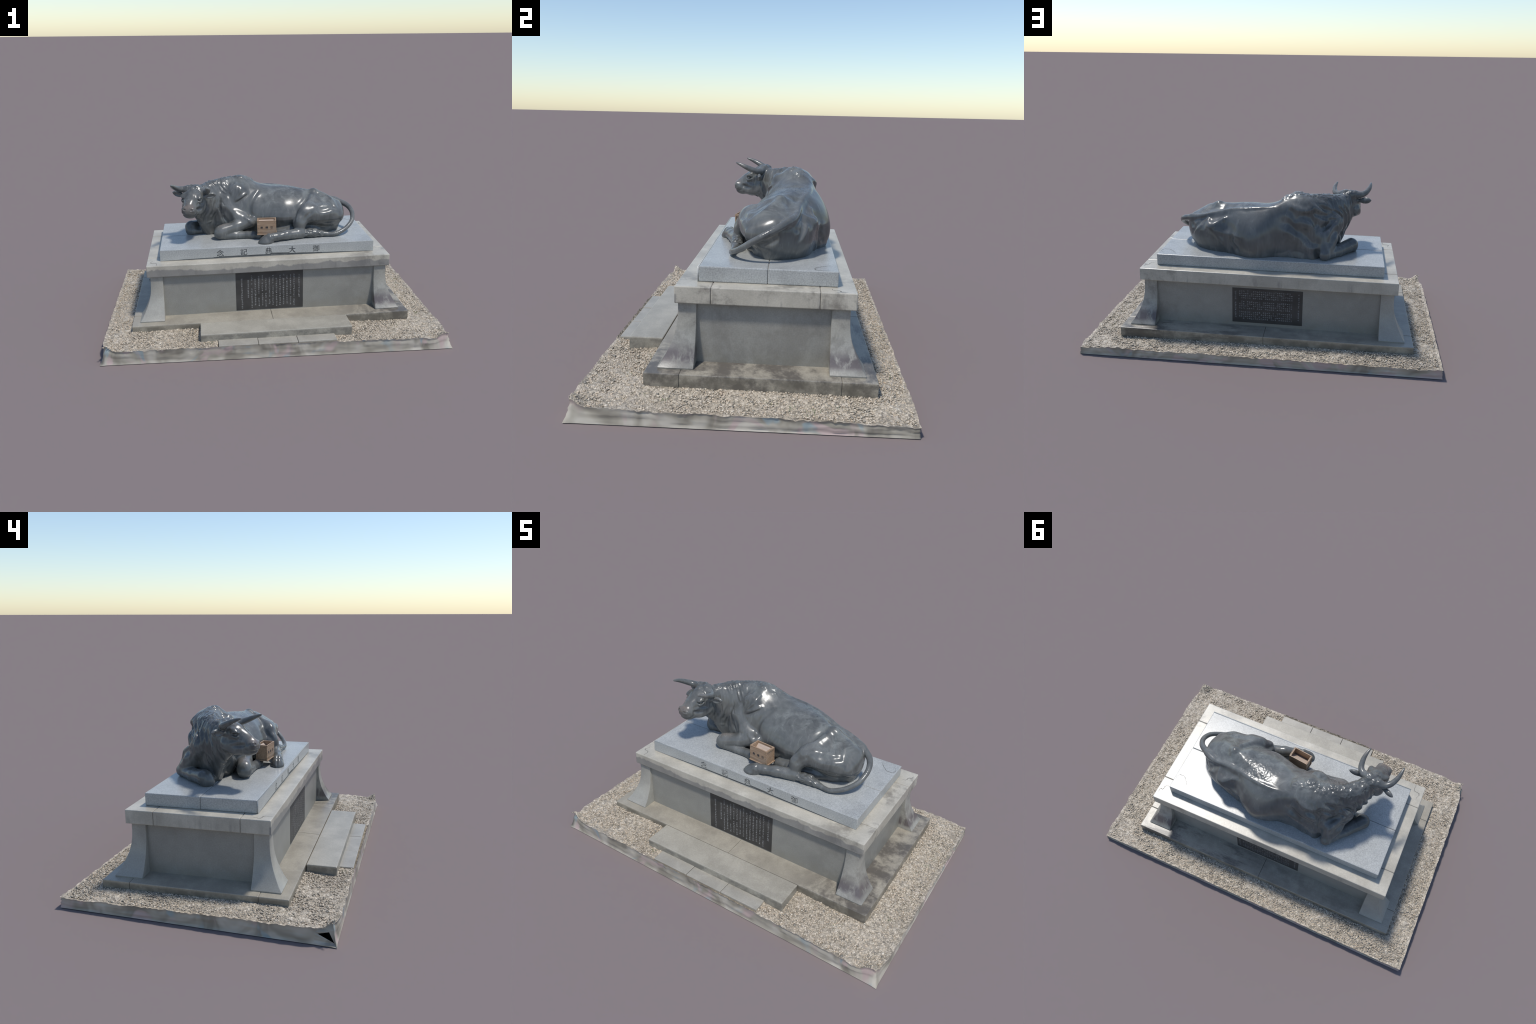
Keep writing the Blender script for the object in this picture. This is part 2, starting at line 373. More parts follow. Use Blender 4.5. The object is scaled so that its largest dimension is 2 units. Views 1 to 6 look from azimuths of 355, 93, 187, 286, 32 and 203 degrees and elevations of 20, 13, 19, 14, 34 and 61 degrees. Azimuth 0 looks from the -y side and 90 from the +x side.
#FOLDS
def folds(s):
    """creases, skin folds and muscle edges, each a curve on the skin"""
    # furrow behind the near shoulder
    s.stroke([(-0.048, 0.094, 0.780), (-0.084, 0.054, 0.748), (-0.112, 0.022, 0.698), (-0.109, 0.001, 0.644), (-0.091, -0.034, 0.607)], .014, -.008)
    # skin edge of the near ribs
    s.stroke([(-0.047, 0.075, 0.764), (-0.076, 0.039, 0.725), (-0.090, 0.014, 0.673), (-0.087, 0.002, 0.636)], .016, .003)
    # near shoulder folds
    s.stroke([(-0.122, 0.065, 0.776), (-0.163, 0.035, 0.755), (-0.205, 0.029, 0.732)], .008, .009)
    s.stroke([(-0.168, 0.048, 0.795), (-0.182, 0.037, 0.772), (-0.202, 0.030, 0.744)], .007, .006)
    s.stroke([(-0.130, 0.051, 0.763), (-0.163, 0.030, 0.738), (-0.196, 0.025, 0.719)], .008, -.006)
    # elbow ridge
    s.stroke([(-0.149, -0.025, 0.636), (-0.125, -0.037, 0.622), (-0.100, -0.039, 0.596)], .008, .009)
    # neck to shoulder crease
    s.stroke([(-0.300, 0.040, 0.745), (-0.308, 0.021, 0.704), (-0.291, 0.011, 0.653), (-0.270, 0.013, 0.606)], .012, -.015)
    # armpit hollow
    s.stroke([(-0.281, 0.004, 0.675), (-0.250, -0.005, 0.644), (-0.236, -0.021, 0.615)], .024, -.014)
    # withers folds
    s.stroke([(-0.193, 0.108, 0.833), (-0.194, 0.044, 0.793)], .008, .005)
    s.stroke([(-0.222, 0.104, 0.825), (-0.226, 0.044, 0.775)], .008, .005)
    s.stroke([(-0.155, 0.098, 0.828), (-0.165, 0.049, 0.794)], .008, .005)
    # throat folds
    s.stroke([(-0.386, -0.040, 0.769), (-0.378, -0.006, 0.714), (-0.403, -0.006, 0.656)], .008, -.007)
    s.stroke([(-0.355, 0.013, 0.741), (-0.363, 0.007, 0.693), (-0.390, 0.005, 0.645)], .008, -.007)
    s.stroke([(-0.330, 0.031, 0.729), (-0.344, 0.021, 0.672), (-0.358, 0.022, 0.639)], .008, -.007)
    s.stroke([(-0.312, 0.020, 0.678), (-0.336, 0.032, 0.636), (-0.350, 0.036, 0.595)], .008, -.007)
    # near thigh boundary
    s.stroke([(0.284, 0.088, 0.771), (0.257, 0.045, 0.746), (0.237, 0.017, 0.728), (0.200, -0.013, 0.701), (0.174, -0.029, 0.670), (0.158, -0.073, 0.634), (0.154, -0.092, 0.610)], .014, -.007)
    # near thigh front
    s.stroke([(0.291, 0.053, 0.750), (0.251, -0.013, 0.716), (0.209, -0.062, 0.691), (0.185, -0.076, 0.656), (0.175, -0.104, 0.626)], .020, .008)
    # rump plane
    s.stroke([(0.315, 0.078, 0.763), (0.343, 0.027, 0.728), (0.367, -0.023, 0.698)], .016, -.004)
    # thigh muscle
    s.stroke([(0.324, -0.067, 0.646), (0.361, -0.059, 0.656), (0.402, -0.048, 0.664)], .028, .008)
    s.stroke([(0.294, -0.069, 0.687), (0.363, -0.047, 0.680), (0.434, 0.000, 0.686)], .016, -.007)
    s.stroke([(0.330, -0.031, 0.698), (0.376, -0.025, 0.695)], .020, .006)
    s.stroke([(0.260, -0.084, 0.673), (0.227, -0.094, 0.647), (0.209, -0.106, 0.619)], .012, -.006)
    # under the thigh
    s.stroke([(0.245, -0.032, 0.571), (0.291, -0.063, 0.599), (0.363, -0.055, 0.598), (0.442, -0.024, 0.596)], .012, -.007)
    # far shoulder blade
    s.stroke([(-0.144, 0.257, 0.801), (-0.185, 0.270, 0.783), (-0.230, 0.270, 0.775), (-0.254, 0.254, 0.795)], .018, .012)
    s.stroke([(-0.199, 0.280, 0.757), (-0.244, 0.274, 0.744), (-0.279, 0.261, 0.709), (-0.289, 0.259, 0.692)], .021, -.020)
    s.stroke([(-0.136, 0.269, 0.778), (-0.154, 0.280, 0.755), (-0.171, 0.287, 0.728)], .021, -.015)
    s.stroke([(-0.116, 0.279, 0.713), (-0.156, 0.290, 0.684), (-0.189, 0.288, 0.658)], .024, -.013)
    s.stroke([(-0.101, 0.286, 0.671), (-0.157, 0.289, 0.637), (-0.223, 0.286, 0.582), (-0.269, 0.291, 0.565)], .030, .013)
    # far neck folds
    s.stroke([(-0.256, 0.245, 0.807), (-0.310, 0.221, 0.766), (-0.368, 0.191, 0.741)], .014, .012)
    s.stroke([(-0.308, 0.199, 0.814), (-0.341, 0.194, 0.784), (-0.392, 0.191, 0.732)], .013, .011)
    s.stroke([(-0.333, 0.184, 0.812), (-0.374, 0.180, 0.759), (-0.418, 0.190, 0.713)], .013, .011)
    s.stroke([(-0.268, 0.258, 0.767), (-0.311, 0.226, 0.749), (-0.356, 0.197, 0.740)], .015, -.017)
    s.stroke([(-0.284, 0.225, 0.806), (-0.336, 0.204, 0.763), (-0.371, 0.188, 0.744)], .011, -.009)
    s.stroke([(-0.327, 0.194, 0.800), (-0.361, 0.188, 0.760), (-0.398, 0.191, 0.729)], .011, -.009)
    # far upper arm
    s.stroke([(-0.290, 0.261, 0.689), (-0.286, 0.278, 0.643), (-0.285, 0.285, 0.578)], .018, -.013)
    s.stroke([(-0.316, 0.255, 0.668), (-0.346, 0.221, 0.687), (-0.373, 0.208, 0.715)], .018, -.015)
    s.stroke([(-0.369, 0.286, 0.592), (-0.378, 0.259, 0.639), (-0.405, 0.216, 0.665)], .019, -.015)
    s.stroke([(-0.232, 0.281, 0.705), (-0.251, 0.275, 0.704)], .033, .012)
    s.stroke([(-0.322, 0.223, 0.717), (-0.341, 0.210, 0.718)], .033, .011)
    s.stroke([(-0.337, 0.270, 0.640), (-0.367, 0.236, 0.669)], .027, .011)
    s.stroke([(-0.217, 0.285, 0.672), (-0.241, 0.286, 0.627), (-0.269, 0.289, 0.585)], .025, -.011)
    # far elbow crease
    s.stroke([(-0.294, 0.283, 0.547), (-0.298, 0.285, 0.534), (-0.301, 0.283, 0.523)], .015, -.018)
    # far hip line
    s.stroke([(0.232, 0.243, 0.718), (0.284, 0.255, 0.685), (0.314, 0.273, 0.664)], .014, .009)
    # far flank hollow
    s.stroke([(0.244, 0.267, 0.669), (0.209, 0.277, 0.667), (0.186, 0.294, 0.656)], .028, -.006)
    s.stroke([(0.455, 0.176, 0.652), (0.433, 0.207, 0.630), (0.456, 0.181, 0.593)], .014, -.006)
    # far thigh fold
    s.stroke([(0.215, 0.288, 0.588), (0.185, 0.301, 0.569), (0.161, 0.309, 0.545)], .012, -.014)
    # far belly turn
    s.stroke([(0.314, 0.275, 0.648), (0.260, 0.276, 0.633), (0.188, 0.299, 0.626), (0.137, 0.326, 0.620)], .014, .005)
    # back ridge
    s.stroke([(-0.034, 0.245, 0.789), (0.099, 0.239, 0.772), (0.204, 0.213, 0.758), (0.311, 0.190, 0.728), (0.380, 0.190, 0.708), (0.455, 0.172, 0.689)], .011, .008)
    s.stroke([(0.198, 0.242, 0.739), (0.269, 0.227, 0.719), (0.340, 0.217, 0.699), (0.415, 0.192, 0.682)], .018, -.007)
    # hip saddle
    s.stroke([(0.287, 0.119, 0.777), (0.266, 0.146, 0.765), (0.263, 0.186, 0.746)], .020, -.006)
    s.stroke([(0.294, 0.068, 0.758), (0.268, 0.002, 0.718), (0.237, -0.024, 0.713)], .018, .003)
    s.stroke([(0.265, 0.093, 0.769), (0.248, 0.042, 0.745), (0.229, -0.008, 0.711)], .018, -.003)
    # buttock planes
    s.stroke([(0.320, 0.275, 0.652), (0.253, 0.276, 0.576), (0.211, 0.271, 0.508)], .014, .008)
    s.stroke([(0.349, 0.213, 0.700), (0.343, 0.241, 0.680), (0.330, 0.271, 0.658)], .014, .008)
    s.stroke([(0.378, 0.213, 0.685), (0.421, 0.211, 0.645), (0.442, 0.201, 0.605)], .012, -.009)
    s.stroke([(0.382, 0.231, 0.659), (0.418, 0.222, 0.628), (0.440, 0.203, 0.598)], .010, .006)
    s.stroke([(0.479, 0.021, 0.585), (0.493, 0.073, 0.594), (0.492, 0.112, 0.619)], .012, -.010)
    s.stroke([(0.190, 0.297, 0.633), (0.203, 0.292, 0.566), (0.191, 0.285, 0.515)], .014, -.010)
    s.stroke([(0.295, 0.198, 0.730), (0.393, 0.179, 0.710), (0.480, 0.148, 0.694)], .012, .005)
    s.stroke([(0.340, 0.096, 0.761), (0.393, 0.059, 0.730), (0.420, 0.015, 0.700), (0.428, -0.024, 0.676)], .018, .006)
    s.stroke([(0.336, 0.123, 0.757), (0.350, 0.144, 0.736), (0.400, 0.163, 0.711)], .022, -.005)
    # breast folds
    s.stroke([(-0.435, 0.142, 0.682), (-0.427, 0.117, 0.618), (-0.427, 0.091, 0.572), (-0.441, 0.075, 0.544)], .012, -.012)
    s.stroke([(-0.320, 0.207, 0.784), (-0.398, 0.168, 0.749), (-0.431, 0.149, 0.713)], .009, -.008)
    s.stroke([(-0.405, 0.144, 0.780), (-0.438, 0.128, 0.740), (-0.443, 0.122, 0.691), (-0.437, 0.113, 0.643)], .009, -.009)
    s.stroke([(-0.441, 0.105, 0.773), (-0.461, 0.094, 0.728), (-0.461, 0.083, 0.682), (-0.452, 0.061, 0.628), (-0.437, 0.048, 0.587)], .010, -.009)
    s.stroke([(-0.470, 0.069, 0.743), (-0.476, 0.051, 0.700), (-0.470, 0.029, 0.656), (-0.437, 0.015, 0.612)], .009, -.008)
    s.stroke([(-0.296, 0.234, 0.773), (-0.315, 0.228, 0.730), (-0.426, 0.181, 0.710)], .008, -.006)
    s.stroke([(-0.370, 0.174, 0.782), (-0.420, 0.148, 0.742), (-0.435, 0.138, 0.701), (-0.430, 0.128, 0.650), (-0.429, 0.103, 0.597)], .009, .006)
    s.stroke([(-0.438, 0.117, 0.760), (-0.455, 0.107, 0.720), (-0.451, 0.100, 0.672), (-0.447, 0.076, 0.622)], .009, .006)
    s.stroke([(-0.461, 0.085, 0.753), (-0.471, 0.069, 0.707), (-0.464, 0.050, 0.653), (-0.445, 0.032, 0.609)], .009, .006)
    # jaw line
    s.stroke([(-0.491, 0.026, 0.732), (-0.492, 0.017, 0.702), (-0.483, -0.008, 0.677), (-0.462, -0.029, 0.667)], .009, -.007)
    # dewlap
    s.stroke([(-0.394, 0.044, 0.534), (-0.422, 0.027, 0.585), (-0.312, 0.027, 0.604)], .007, .005)
    s.stroke([(-0.309, 0.047, 0.529), (-0.327, 0.043, 0.560), (-0.318, 0.032, 0.582)], .007, .004)
#ENDFOLDS


def surface_nets(s):
    F = s.F
    ins = F < 0
    nx, ny, nz = F.shape
    cnt = np.zeros((nx - 1, ny - 1, nz - 1), np.int8)
    for dx in (0, 1):
        for dy in (0, 1):
            for dz in (0, 1):
                cnt += ins[dx:nx - 1 + dx, dy:ny - 1 + dy, dz:nz - 1 + dz]
    act = np.argwhere((cnt > 0) & (cnt < 8))
    idx = np.full(cnt.shape, -1, np.int64)
    idx[tuple(act.T)] = np.arange(len(act))
    cor = [(a, b, c) for a in (0, 1) for b in (0, 1) for c in (0, 1)]
    val = np.stack([F[act[:, 0] + a, act[:, 1] + b, act[:, 2] + c] for a, b, c in cor], 1)
    acc = np.zeros((len(act), 3))
    num = np.zeros(len(act))
    for i, ci in enumerate(cor):
        for j, cj in enumerate(cor):
            if j > i and sum(abs(p - q) for p, q in zip(ci, cj)) == 1:
                a, b = val[:, i], val[:, j]
                m = (a < 0) != (b < 0)
                t = np.where(m, a / np.where(m, a - b, 1), 0)
                pos = np.array(ci) + t[:, None] * (np.array(cj) - np.array(ci))
                acc += pos * m[:, None]
                num += m
    V = s.lo + s.h * (act + acc / num[:, None])
    lab = s.lab[act[:, 0], act[:, 1], act[:, 2]]
    quads = []
    for ax in range(3):
        o = [i for i in range(3) if i != ax]
        sl0, sl1 = [slice(1, -1)] * 3, [slice(1, -1)] * 3
        sl0[ax], sl1[ax] = slice(0, -1), slice(1, None)
        A, B = ins[tuple(sl0)], ins[tuple(sl1)]
        e = np.argwhere(A != B)
        up = A[tuple(e.T)]
        e = e + np.array([0 if i == ax else 1 for i in range(3)])
        q = []
        for du, dv in ((-1, -1), (0, -1), (0, 0), (-1, 0)):
            c = e.copy()
            c[:, o[0]] += du
            c[:, o[1]] += dv
            q.append(idx[tuple(c.T)])
        q = np.stack(q, 1)
        flip = up if ax != 1 else ~up
        q[~flip] = q[~flip][:, ::-1]
        quads.append(q)
    Q = np.vstack(quads)
    Q = Q[(Q >= 0).all(1)]
    return V, Q, lab


def vertex_normals(V, Q):
    n = np.cross(V[Q[:, 2]] - V[Q[:, 0]], V[Q[:, 3]] - V[Q[:, 1]])
    N = np.zeros_like(V)
    for i in range(4):
        np.add.at(N, Q[:, i], n)
    return N / np.maximum(np.linalg.norm(N, axis=1), 1e-12)[:, None]


def relax(V, Q, times, w=.5):
    for _ in range(times):
        S = np.zeros_like(V)
        c = np.zeros(len(V))
        for i in range(4):
            a, b = Q[:, i], Q[:, (i + 1) % 4]
            np.add.at(S, a, V[b])
            np.add.at(S, b, V[a])
            np.add.at(c, a, 1)
            np.add.at(c, b, 1)
        V = V + w * (S / np.maximum(c, 1)[:, None] - V)
    return V
# ---------------------------------------------------------------- materials
class Nodes:
    def __init__(s, name):
        s.mat = bpy.data.materials.new(name)
        s.mat.use_nodes = True
        s.nt = s.mat.node_tree
        s.bsdf = s.nt.nodes["Principled BSDF"]
        s.co = s.nt.nodes.new("ShaderNodeTexCoord").outputs["Object"]

    def new(s, kind, **kw):
        n = s.nt.nodes.new("ShaderNode" + kind)
        for k, v in kw.items():
            setattr(n, k, v)
        return n

    def put(s, sock, v):
        if isinstance(v, bpy.types.NodeSocket):
            s.nt.links.new(v, sock)
        else:
            sock.default_value = v

    def noise(s, scale, detail=4, rough=.55, dist=0, co=None, out="Fac"):
        n = s.new("TexNoise")
        s.put(n.inputs["Vector"], co or s.co)
        n.inputs["Scale"].default_value = scale
        n.inputs["Detail"].default_value = detail
        n.inputs["Roughness"].default_value = rough
        n.inputs["Distortion"].default_value = dist
        return n.outputs[out]

    def voronoi(s, scale, out="Distance", feature="F1", co=None):
        n = s.new("TexVoronoi", feature=feature)
        s.put(n.inputs["Vector"], co or s.co)
        n.inputs["Scale"].default_value = scale
        return n.outputs[out]

    def stretch(s, sx, sy, sz):
        n = s.new("Mapping")
        s.put(n.inputs["Vector"], s.co)
        n.inputs["Scale"].default_value = (sx, sy, sz)
        return n.outputs[0]

    def ramp(s, fac, stops, interp="LINEAR"):
        n = s.new("ValToRGB")
        n.color_ramp.interpolation = interp
        e = n.color_ramp.elements
        while len(e) < len(stops):
            e.new(.5)
        for el, (p, c) in zip(e, stops):
            el.position = p
            el.color = (*c, 1) if len(c) == 3 else c
        s.put(n.inputs[0], fac)
        return n.outputs[0]

    def mask(s, fac, lo, hi):
        n = s.new("MapRange", interpolation_type="SMOOTHSTEP")
        s.put(n.inputs[0], fac)
        n.inputs[1].default_value = lo
        n.inputs[2].default_value = hi
        return n.outputs[0]

    def math(s, op, a, b=0.0, c=None):
        n = s.new("Math", operation=op)
        s.put(n.inputs[0], a)
        s.put(n.inputs[1], b)
        if c is not None:
            s.put(n.inputs[2], c)
        return n.outputs[0]

    def mul(s, *a):
        r = a[0]
        for b in a[1:]:
            r = s.math("MULTIPLY", r, b)
        return r

    def mix(s, fac, a, b, blend="MIX"):
        n = s.new("Mix", data_type="RGBA", blend_type=blend)
        s.put(n.inputs[0], fac)
        s.put(n.inputs[6], a if isinstance(a, bpy.types.NodeSocket) else (*a, 1))
        s.put(n.inputs[7], b if isinstance(b, bpy.types.NodeSocket) else (*b, 1))
        return n.outputs[2]

    def xyz(s):
        n = s.new("SeparateXYZ")
        s.put(n.inputs[0], s.co)
        return n.outputs

    def near(s, c, r0, r1):
        """1 close to point c (within r0), fading to 0 at r1"""
        n = s.new("VectorMath", operation="DISTANCE")
        s.put(n.inputs[0], s.co)
        n.inputs[1].default_value = c
        return s.mask(n.outputs["Value"], r1, r0)

    def band(s, v, a, b, c, d):
        return s.mul(s.mask(v, a, b), s.mask(v, d, c))

    def finish(s, color, rough, bump=None, strength=.3, dist=.002, **kw):
        s.put(s.bsdf.inputs["Base Color"], color if isinstance(color, bpy.types.NodeSocket) else (*color, 1))
        s.put(s.bsdf.inputs["Roughness"], rough)
        if bump is not None:
            b = s.new("Bump")
            b.inputs["Strength"].default_value = strength
            b.inputs["Distance"].default_value = dist
            s.put(b.inputs["Height"], bump)
            s.put(s.bsdf.inputs["Normal"], b.outputs[0])
        for k, v in kw.items():
            s.put(s.bsdf.inputs[k], v)
        return s.mat


ROUGH = .32


def bronze(name, warm_nose=False):
    m = Nodes(name)
    shift = m.new("VectorMath", operation="ADD")       # statue coordinates -> place in the scene
    m.put(shift.inputs[0], m.co)
    shift.inputs[1].default_value = (-.02, .1, .507)
    m.co = shift.outputs[0]
    big = m.noise(5, 4, .6)
    fine = m.noise(38, 4, .6)
    streak = m.noise(14, 4, .6, .6, co=m.stretch(1.6, 1.6, .35))
    col = m.ramp(m.math("ADD", m.mul(big, .45), m.mul(streak, .55)), [(.34, (.072, .074, .071)), (.5, (.114, .117, .112)), (.66, (.162, .166, .158))])
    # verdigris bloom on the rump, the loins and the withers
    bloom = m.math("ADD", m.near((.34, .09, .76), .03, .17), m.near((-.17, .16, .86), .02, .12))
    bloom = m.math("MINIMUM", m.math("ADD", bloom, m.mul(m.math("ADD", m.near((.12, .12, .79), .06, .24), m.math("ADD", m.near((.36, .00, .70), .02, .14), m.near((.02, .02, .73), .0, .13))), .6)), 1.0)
    veins = m.mask(m.noise(8, 5, .65, 1.2), .40, .64)
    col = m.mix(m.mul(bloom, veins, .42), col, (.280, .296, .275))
    # rain-worn pale streaks and dark scabs
    scab = m.mul(m.near((.17, .13, .78), .02, .13), m.mask(m.noise(48, 3, .6), .57, .64))
    col = m.mix(m.mul(scab, .8), col, (.060, .066, .062))
    col = m.mix(m.mul(m.mask(fine, .60, .75), .35), col, (.085, .090, .095))
    # bronze shows where hands rub the nose and the near knee
    rub = m.math("MAXIMUM", m.near((-.492, -.165, .755), .008, .055), m.mul(m.near((-.285, -.040, .595), .005, .06), .6))
    rub = m.math("MAXIMUM", rub, m.mul(m.near((-.36, -.14, .86), .0, .05), .5))
    col = m.mix(m.mul(rub, m.mask(m.noise(30, 3), .25, .6), .55), col, (.235, .180, .145))
    rough = m.math("ADD", m.mul(streak, .22), .14)
    return m.finish(col, rough, m.noise(60, 3, .6), .06, .002)


def granite(name, light, dark, stain=.5, speck=.5, tint=(.095, .084, .072), rough=ROUGH):
    m = Nodes(name)
    g = m.noise(170, 2, .7)
    mottle = m.noise(7, 5, .6, .4)
    blot = m.noise(3.2, 5, .65, .8)
    mid = tuple((a + b) / 2 for a, b in zip(light, dark))
    col = m.ramp(m.math("ADD", m.mul(g, speck), m.mul(mottle, 1 - speck)), [(.32, dark), (.5, mid), (.66, light)])
    x, y, z = m.xyz()
    # weather stains: stronger at the sun-side end, blotchy
    end = m.math("ADD", m.mul(m.mask(x, .30, .70), .75), .25)
    st = m.mul(m.mask(m.math("ADD", m.mul(blot, .65), m.mul(m.noise(20, 4, .7), .35)), .44, .60), end)
    col = m.mix(m.mul(st, stain), col, tint)
    return m, col, g, (x, y, z)


def mat_slab():
    m, col, g, p = granite("speckled_granite", (.480, .486, .466), (.276, .282, .272), .15, .70)
    return m.finish(col, .28, g, .12, .0015)


def mat_cornice():
    m, col, g, (x, y, z) = granite("weathered_cornice_granite", (.550, .512, .430), (.375, .345, .285), .62, .35)
    # cast shadow painted into the lower half of the front face, wavy upper edge
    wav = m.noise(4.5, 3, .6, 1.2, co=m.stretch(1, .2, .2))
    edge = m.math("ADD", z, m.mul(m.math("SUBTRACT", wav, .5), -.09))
    cast_shadow = m.mul(m.mask(edge, .414, .404), m.mask(y, -.352, -.360))
    col = m.mix(m.mul(cast_shadow, .55), col, (.105, .112, .125))
    drip = m.mul(m.mask(m.noise(22, 4, .6, .4, co=m.stretch(1, 1, .15)), .52, .68), m.mask(z, .44, .39))
    col = m.mix(m.mul(drip, .35), col, (.130, .125, .120))
    return m.finish(col, ROUGH, g, .15, .0015)


def mat_base():
    m, col, g, (x, y, z) = granite("weathered_base_granite", (.420, .380, .305), (.275, .248, .198), .90, .4)
    # moss-black run along the back of the base and darker brown blotches on its sides
    back = m.mul(m.mask(y, .25, .40), m.mask(m.noise(6, 6, .75, .2, co=m.stretch(.55, 2.2, 2.2)), .44, .62), m.math("ADD", m.mul(m.mask(x, -.3, .3), .7), .3))
    col = m.mix(m.mul(back, .75), col, (.062, .056, .054))
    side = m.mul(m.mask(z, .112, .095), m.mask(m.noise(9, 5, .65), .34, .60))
    col = m.mix(m.mul(side, .75), col, (.125, .112, .088))
    return m.finish(col, ROUGH + .02, g, .18, .0015)


def mat_leg():
    m, col, g, (x, y, z) = granite("curved_leg_granite", (.390, .374, .328), (.272, .261, .230), .50, .4)
    soot = m.noise(26, 4, .65, .5, co=m.stretch(1, 1, .22))
    zone = m.mul(m.band(z, .128, .150, .170, .215), m.mask(x, .4, .6))
    col = m.mix(m.mul(zone, m.mask(soot, .34, .52), .85), col, (.105, .086, .086))
    return m.finish(col, ROUGH, g, .15, .0015)


def mat_wall():
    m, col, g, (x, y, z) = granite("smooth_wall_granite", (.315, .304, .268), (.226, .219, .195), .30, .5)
    low = m.mul(m.mask(z, .20, .12), m.mask(m.noise(5, 4, .6), .38, .62))
    col = m.mix(m.mul(low, .35), col, (.215, .190, .140))
    return m.finish(col, ROUGH + .05, g, .12, .0015)


def mat_step():
    m, col, g, (x, y, z) = granite("worn_step_granite", (.430, .398, .330), (.295, .272, .222), .60, .45)
    side = m.mul(m.mask(z, .112, .100), m.mask(m.noise(14, 5, .65), .35, .6))
    col = m.mix(m.mul(side, .6), col, (.085, .082, .076))
    return m.finish(col, ROUGH, g, .18, .0015)


def mat_plain(name, c, rough=.6, spread=.25, scale=30):
    m = Nodes(name)
    col = m.ramp(m.noise(scale, 3), [(.3, tuple(v * (1 - spread) for v in c)), (.7, tuple(v * (1 + spread) for v in c))])
    return m.finish(col, rough)


def mat_gravel_bed():
    m = Nodes("gravel_bed")
    v = m.voronoi(95, "Color")
    sep = m.new("SeparateColor")
    m.put(sep.inputs[0], v)
    col = m.ramp(sep.outputs[0], [(.0, (.24, .205, .155)), (.3, (.375, .32, .24)), (.6, (.48, .41, .31)), (1, (.62, .54, .43))])
    col = m.mix(m.mul(m.mask(m.voronoi(95), .30, .7), .35), col, (.20, .17, .145))
    moss = m.mul(m.mask(m.noise(7, 5, .7), .62, .70), .5)
    col = m.mix(moss, col, (.17, .17, .10))
    return m.finish(col, .45, m.voronoi(110), .6, .006)


def mat_pebble():
    m = Nodes("gravel_pebbles")
    r = m.new("NewGeometry").outputs["Random Per Island"]
    col = m.ramp(r, [(.0, (.11, .105, .09)), (.14, (.28, .245, .185)), (.35, (.460, .388, .290)), (.6, (.575, .492, .375)), (.8, (.52, .40, .275)), (1, (.755, .68, .555))])
    col = m.mix(.25, col, m.ramp(m.noise(120, 3), [(.3, (.34, .295, .23)), (.7, (.63, .555, .46))]))
    patch = m.mask(m.noise(5, 4, .65), .48, .62)
    col = m.mix(m.mul(patch, .28), col, (.30, .25, .195))
    return m.finish(col, .26, m.noise(220, 2), .2, .001)


def mat_skirt():
    m = Nodes("smeared_edge")
    c = m.noise(5.5, 2, .5, 1.5, out="Color")
    sep = m.new("SeparateColor")
    m.put(sep.inputs[0], c)
    a = m.ramp(sep.outputs[0], [(.35, (.25, .225, .18)), (.5, (.38, .345, .28)), (.65, (.49, .45, .38))])
    b = m.mix(m.mask(sep.outputs[1], .54, .68), a, (.46, .36, .33))
    b = m.mix(m.mask(sep.outputs[2], .60, .72), b, (.30, .35, .35))
    return m.finish(b, .40)


def mat_wood():
    m = Nodes("cedar_wood")
    g = m.noise(26, 5, .6, .8, co=m.stretch(.5, 3, 6))
    col = m.ramp(g, [(.3, (.235, .150, .092)), (.5, (.345, .232, .148)), (.7, (.430, .312, .212))])
    col = m.mix(m.mul(m.mask(m.noise(9, 3), .5, .65), .4), col, (.36, .30, .25))
    return m.finish(col, .45, g, .15, .001)


# ---------------------------------------------------------------- objects
def link(name, mesh, parent=None, mat=None):
    o = bpy.data.objects.new(name, mesh)
    bpy.context.collection.objects.link(o)
    if parent is not None:
        o.parent = parent
    if mat is not None:
        mesh.materials.clear()
        mesh.materials.append(mat)
    return o


def empty(name, label, category, loc=(0, 0, 0), rot=None):
    o = bpy.data.objects.new(name, None)
    bpy.context.collection.objects.link(o)
    o.empty_display_size = .1
    if rot is not None:
        o.matrix_world = Matrix.Translation(loc) @ rot
    else:
        o.location = loc
    o["label"], o["category"] = label, category
    return o


def mesh_from(name, verts, faces, smooth=False):
    me = bpy.data.meshes.new(name)
    me.from_pydata([tuple(v) for v in verts], [], [tuple(f) for f in faces])
    me.update()
    if smooth:
        me.polygons.foreach_set("use_smooth", [True] * len(me.polygons))
    return me


def box_mesh(name, lo, hi, bevel=.003, chips=0, seed=0):
    bm = bmesh.new()
    bmesh.ops.create_cube(bm, size=1)
    for v in bm.verts:
        v.co = Vector([(lo[i] + hi[i]) / 2 + v.co[i] * (hi[i] - lo[i]) for i in range(3)])
    if bevel:
        bmesh.ops.bevel(bm, geom=bm.edges[:], offset=bevel, segments=2, profile=.5, affect="EDGES")
    me = bpy.data.meshes.new(name)
    bm.to_mesh(me)
    bm.free()
    return me


def block(name, lo, hi, parent, mat, bevel=.003):
    return link(name, box_mesh(name, lo, hi, bevel), parent, mat)


